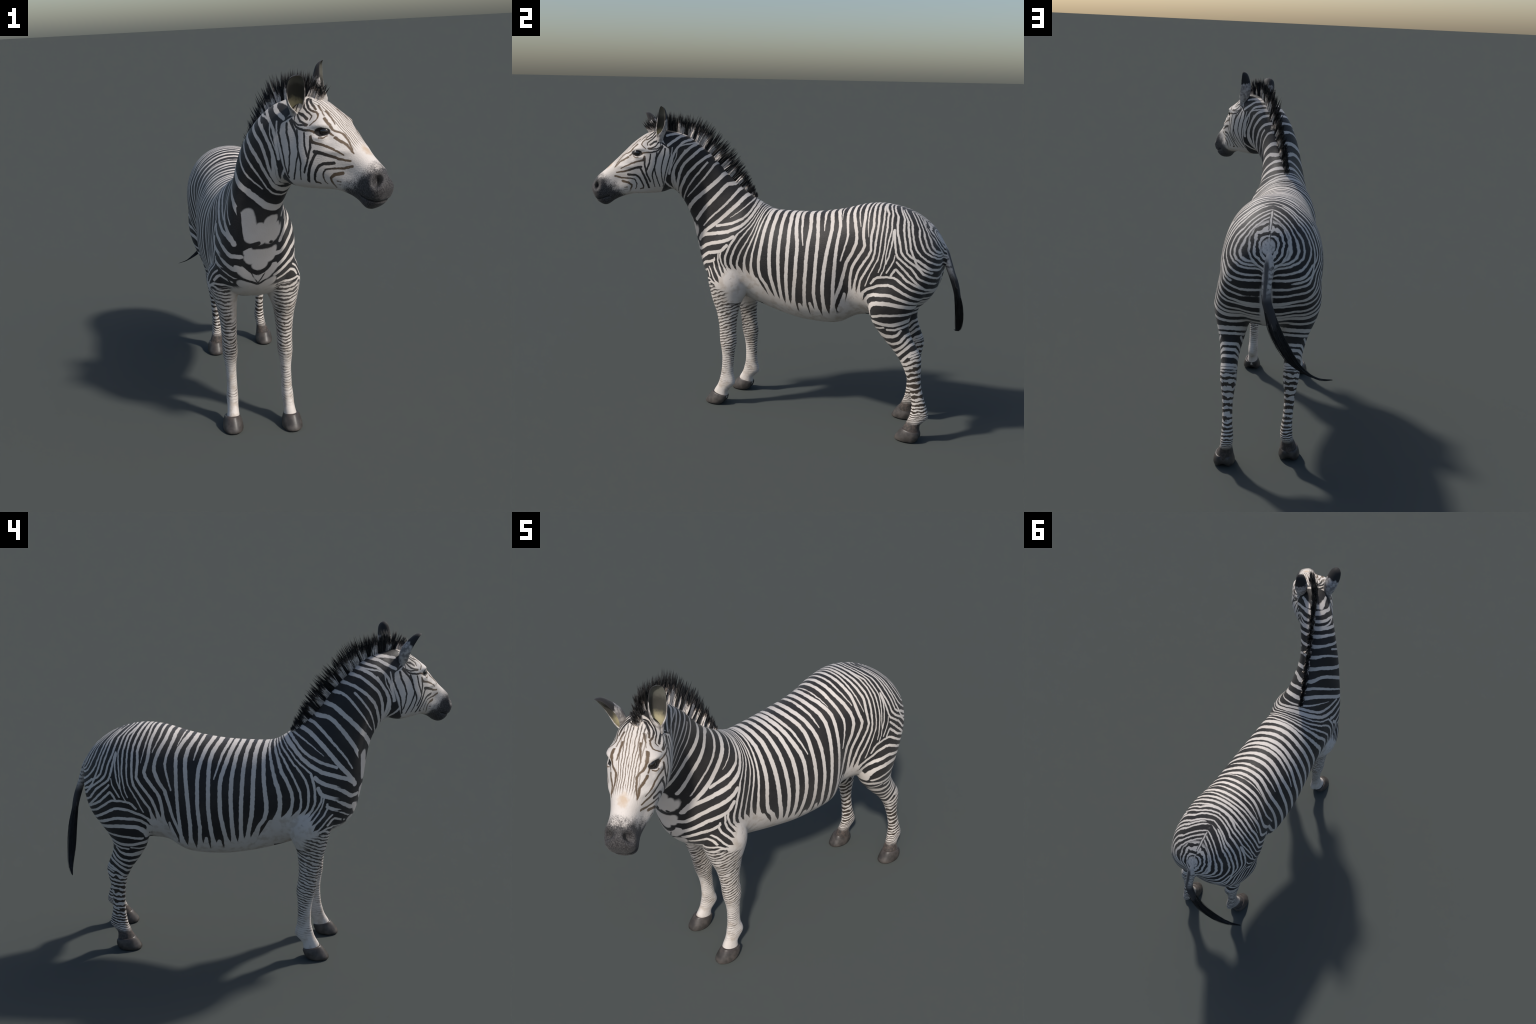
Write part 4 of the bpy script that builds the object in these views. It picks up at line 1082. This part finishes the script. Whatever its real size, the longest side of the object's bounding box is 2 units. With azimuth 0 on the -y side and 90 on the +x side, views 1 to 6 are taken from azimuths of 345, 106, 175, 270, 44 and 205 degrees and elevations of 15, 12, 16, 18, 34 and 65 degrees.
def build():
    zebra = bpy.data.objects.new("zebra", None)
    bpy.context.scene.collection.objects.link(zebra)
    zebra["label"] = "standing striped zebra looking to its left with upright mane"
    zebra["category"] = "zebra"

    rest, quads = remeshed(body_parts(), 0.0045)
    edges = edges_of(quads)
    fine = np.maximum(ramp(-rest[:, 1], 0.6, 0.75), ramp(-rest[:, 2], -0.68, -0.55))
    rest = smooth(rest, edges, 8)
    rest = smooth(rest, edges, 40, weight=1 - fine)
    rest = carve(rest, normals_of(rest, quads))
    rest = smooth(rest, edges, 2)
    world = to_world(rest)
    normals = normals_of(world, quads)

    # faces to parts, by region
    c = rest[quads].mean(1)
    part = np.where(c[:, 1] < -0.03, 0, np.where(c[:, 1] < 0.43, 7, 8))
    nape = np.interp(c[:, 2], [p[0] for p in NAPE_LINE], [p[1] for p in NAPE_LINE])
    part[c[:, 1] < -0.18 - (1.16 - c[:, 2]) * 1.05] = 1
    part[c[:, 1] < nape - 0.012] = 2
    part[(c[:, 2] < 0.60) & (c[:, 1] < -0.08) & (c[:, 0] < 0.02)] = 3
    part[(c[:, 2] < 0.60) & (c[:, 1] < -0.08) & (c[:, 0] >= 0.02)] = 4
    part[(c[:, 2] < 0.62) & (c[:, 1] > 0.51) & (c[:, 0] < 0.02)] = 5
    part[(c[:, 2] < 0.62) & (c[:, 1] > 0.51) & (c[:, 0] >= 0.02)] = 6
    names = ["chest", "neck", "head", "foreleg", "foreleg", "hindleg", "hindleg", "abdomen", "rump"]
    made, coats = [], {}
    for i, name in enumerate(names):
        f = quads[part == i]
        used, inverse = np.unique(f, return_inverse=True)
        if name not in coats:
            same = np.isin(part, [k for k, n in enumerate(names) if n == name])
            q = rest[np.unique(quads[same])]
            if name == "hindleg":
                q = rest[np.unique(quads[part == 5])]
            coats[name] = coat(name, q)
        made.append(add(name, world[used], inverse.reshape(-1, 4), [coats[name]], zebra, normals=normals[used]))
    neck, head = made[1], made[2]

    horn = hoof_horn()
    for leg, ob in zip(("fore_right", "fore_left", "hind_right", "hind_left"), made[3:7]):
        v, f = hoof(leg)
        add("hoof", to_world(v), f, [horn], ob)

    for base, tip, out, width in (((0.057, -0.683, 1.500), (0.079, -0.684, 1.652), (0.61, -0.79, 0.1), 0.074), ((-0.072, -0.683, 1.492), (-0.137, -0.750, 1.614), (-0.5, -0.8, -0.3), 0.070)):
        v, f, inside = ear(base, tip, out, width)
        ends = to_world([base, tip])
        add("ear", to_world(v), f, [ear_skin(False, *ends), ear_skin(True, *ends)], head, inside)
    wet = eye_surface()
    for side in (-1, 1):
        v, f = ball((side * 0.0690 - 0.004, -0.826, 1.4055), (0.0195, 0.021, 0.0190))
        add("eye", to_world(v), f, [wet], head)

    black, white, between = hair_material("dark_mane_hair", (0.017, 0.016, 0.016)), hair_material("pale_mane_hair", (0.56, 0.51, 0.47), 0.6), hair_material("brownish_mane_hair", (0.14, 0.115, 0.10), 0.6)
    crest = spline(CREST, 400)[:, :2]
    for _, _, pts in PALE_STRIPES:                          # the pale bands run on from the skin into the mane
        for q in (pts[0], pts[-1]):
            d = np.linalg.norm(crest - q[1:], axis=1)
            if d.min() < 0.035 and q[1] < -0.17:
                MANE_BANDS.append(d.argmin() / 399)
    h = mane((0, 1, 2))
    ob = add("mane", to_world(h.v), h.f, [black, white, between], neck, h.slot)
    ob["kind"] = "stuff"
    v, f = tail_dock()
    tail = add("tail", to_world(v), f, [tail_skin()], zebra)
    h = tail_hair((0, 1))
    ob = add("tail_hair", to_world(h.v), h.f, [black, between], tail, h.slot)
    ob["kind"] = "stuff"


build()
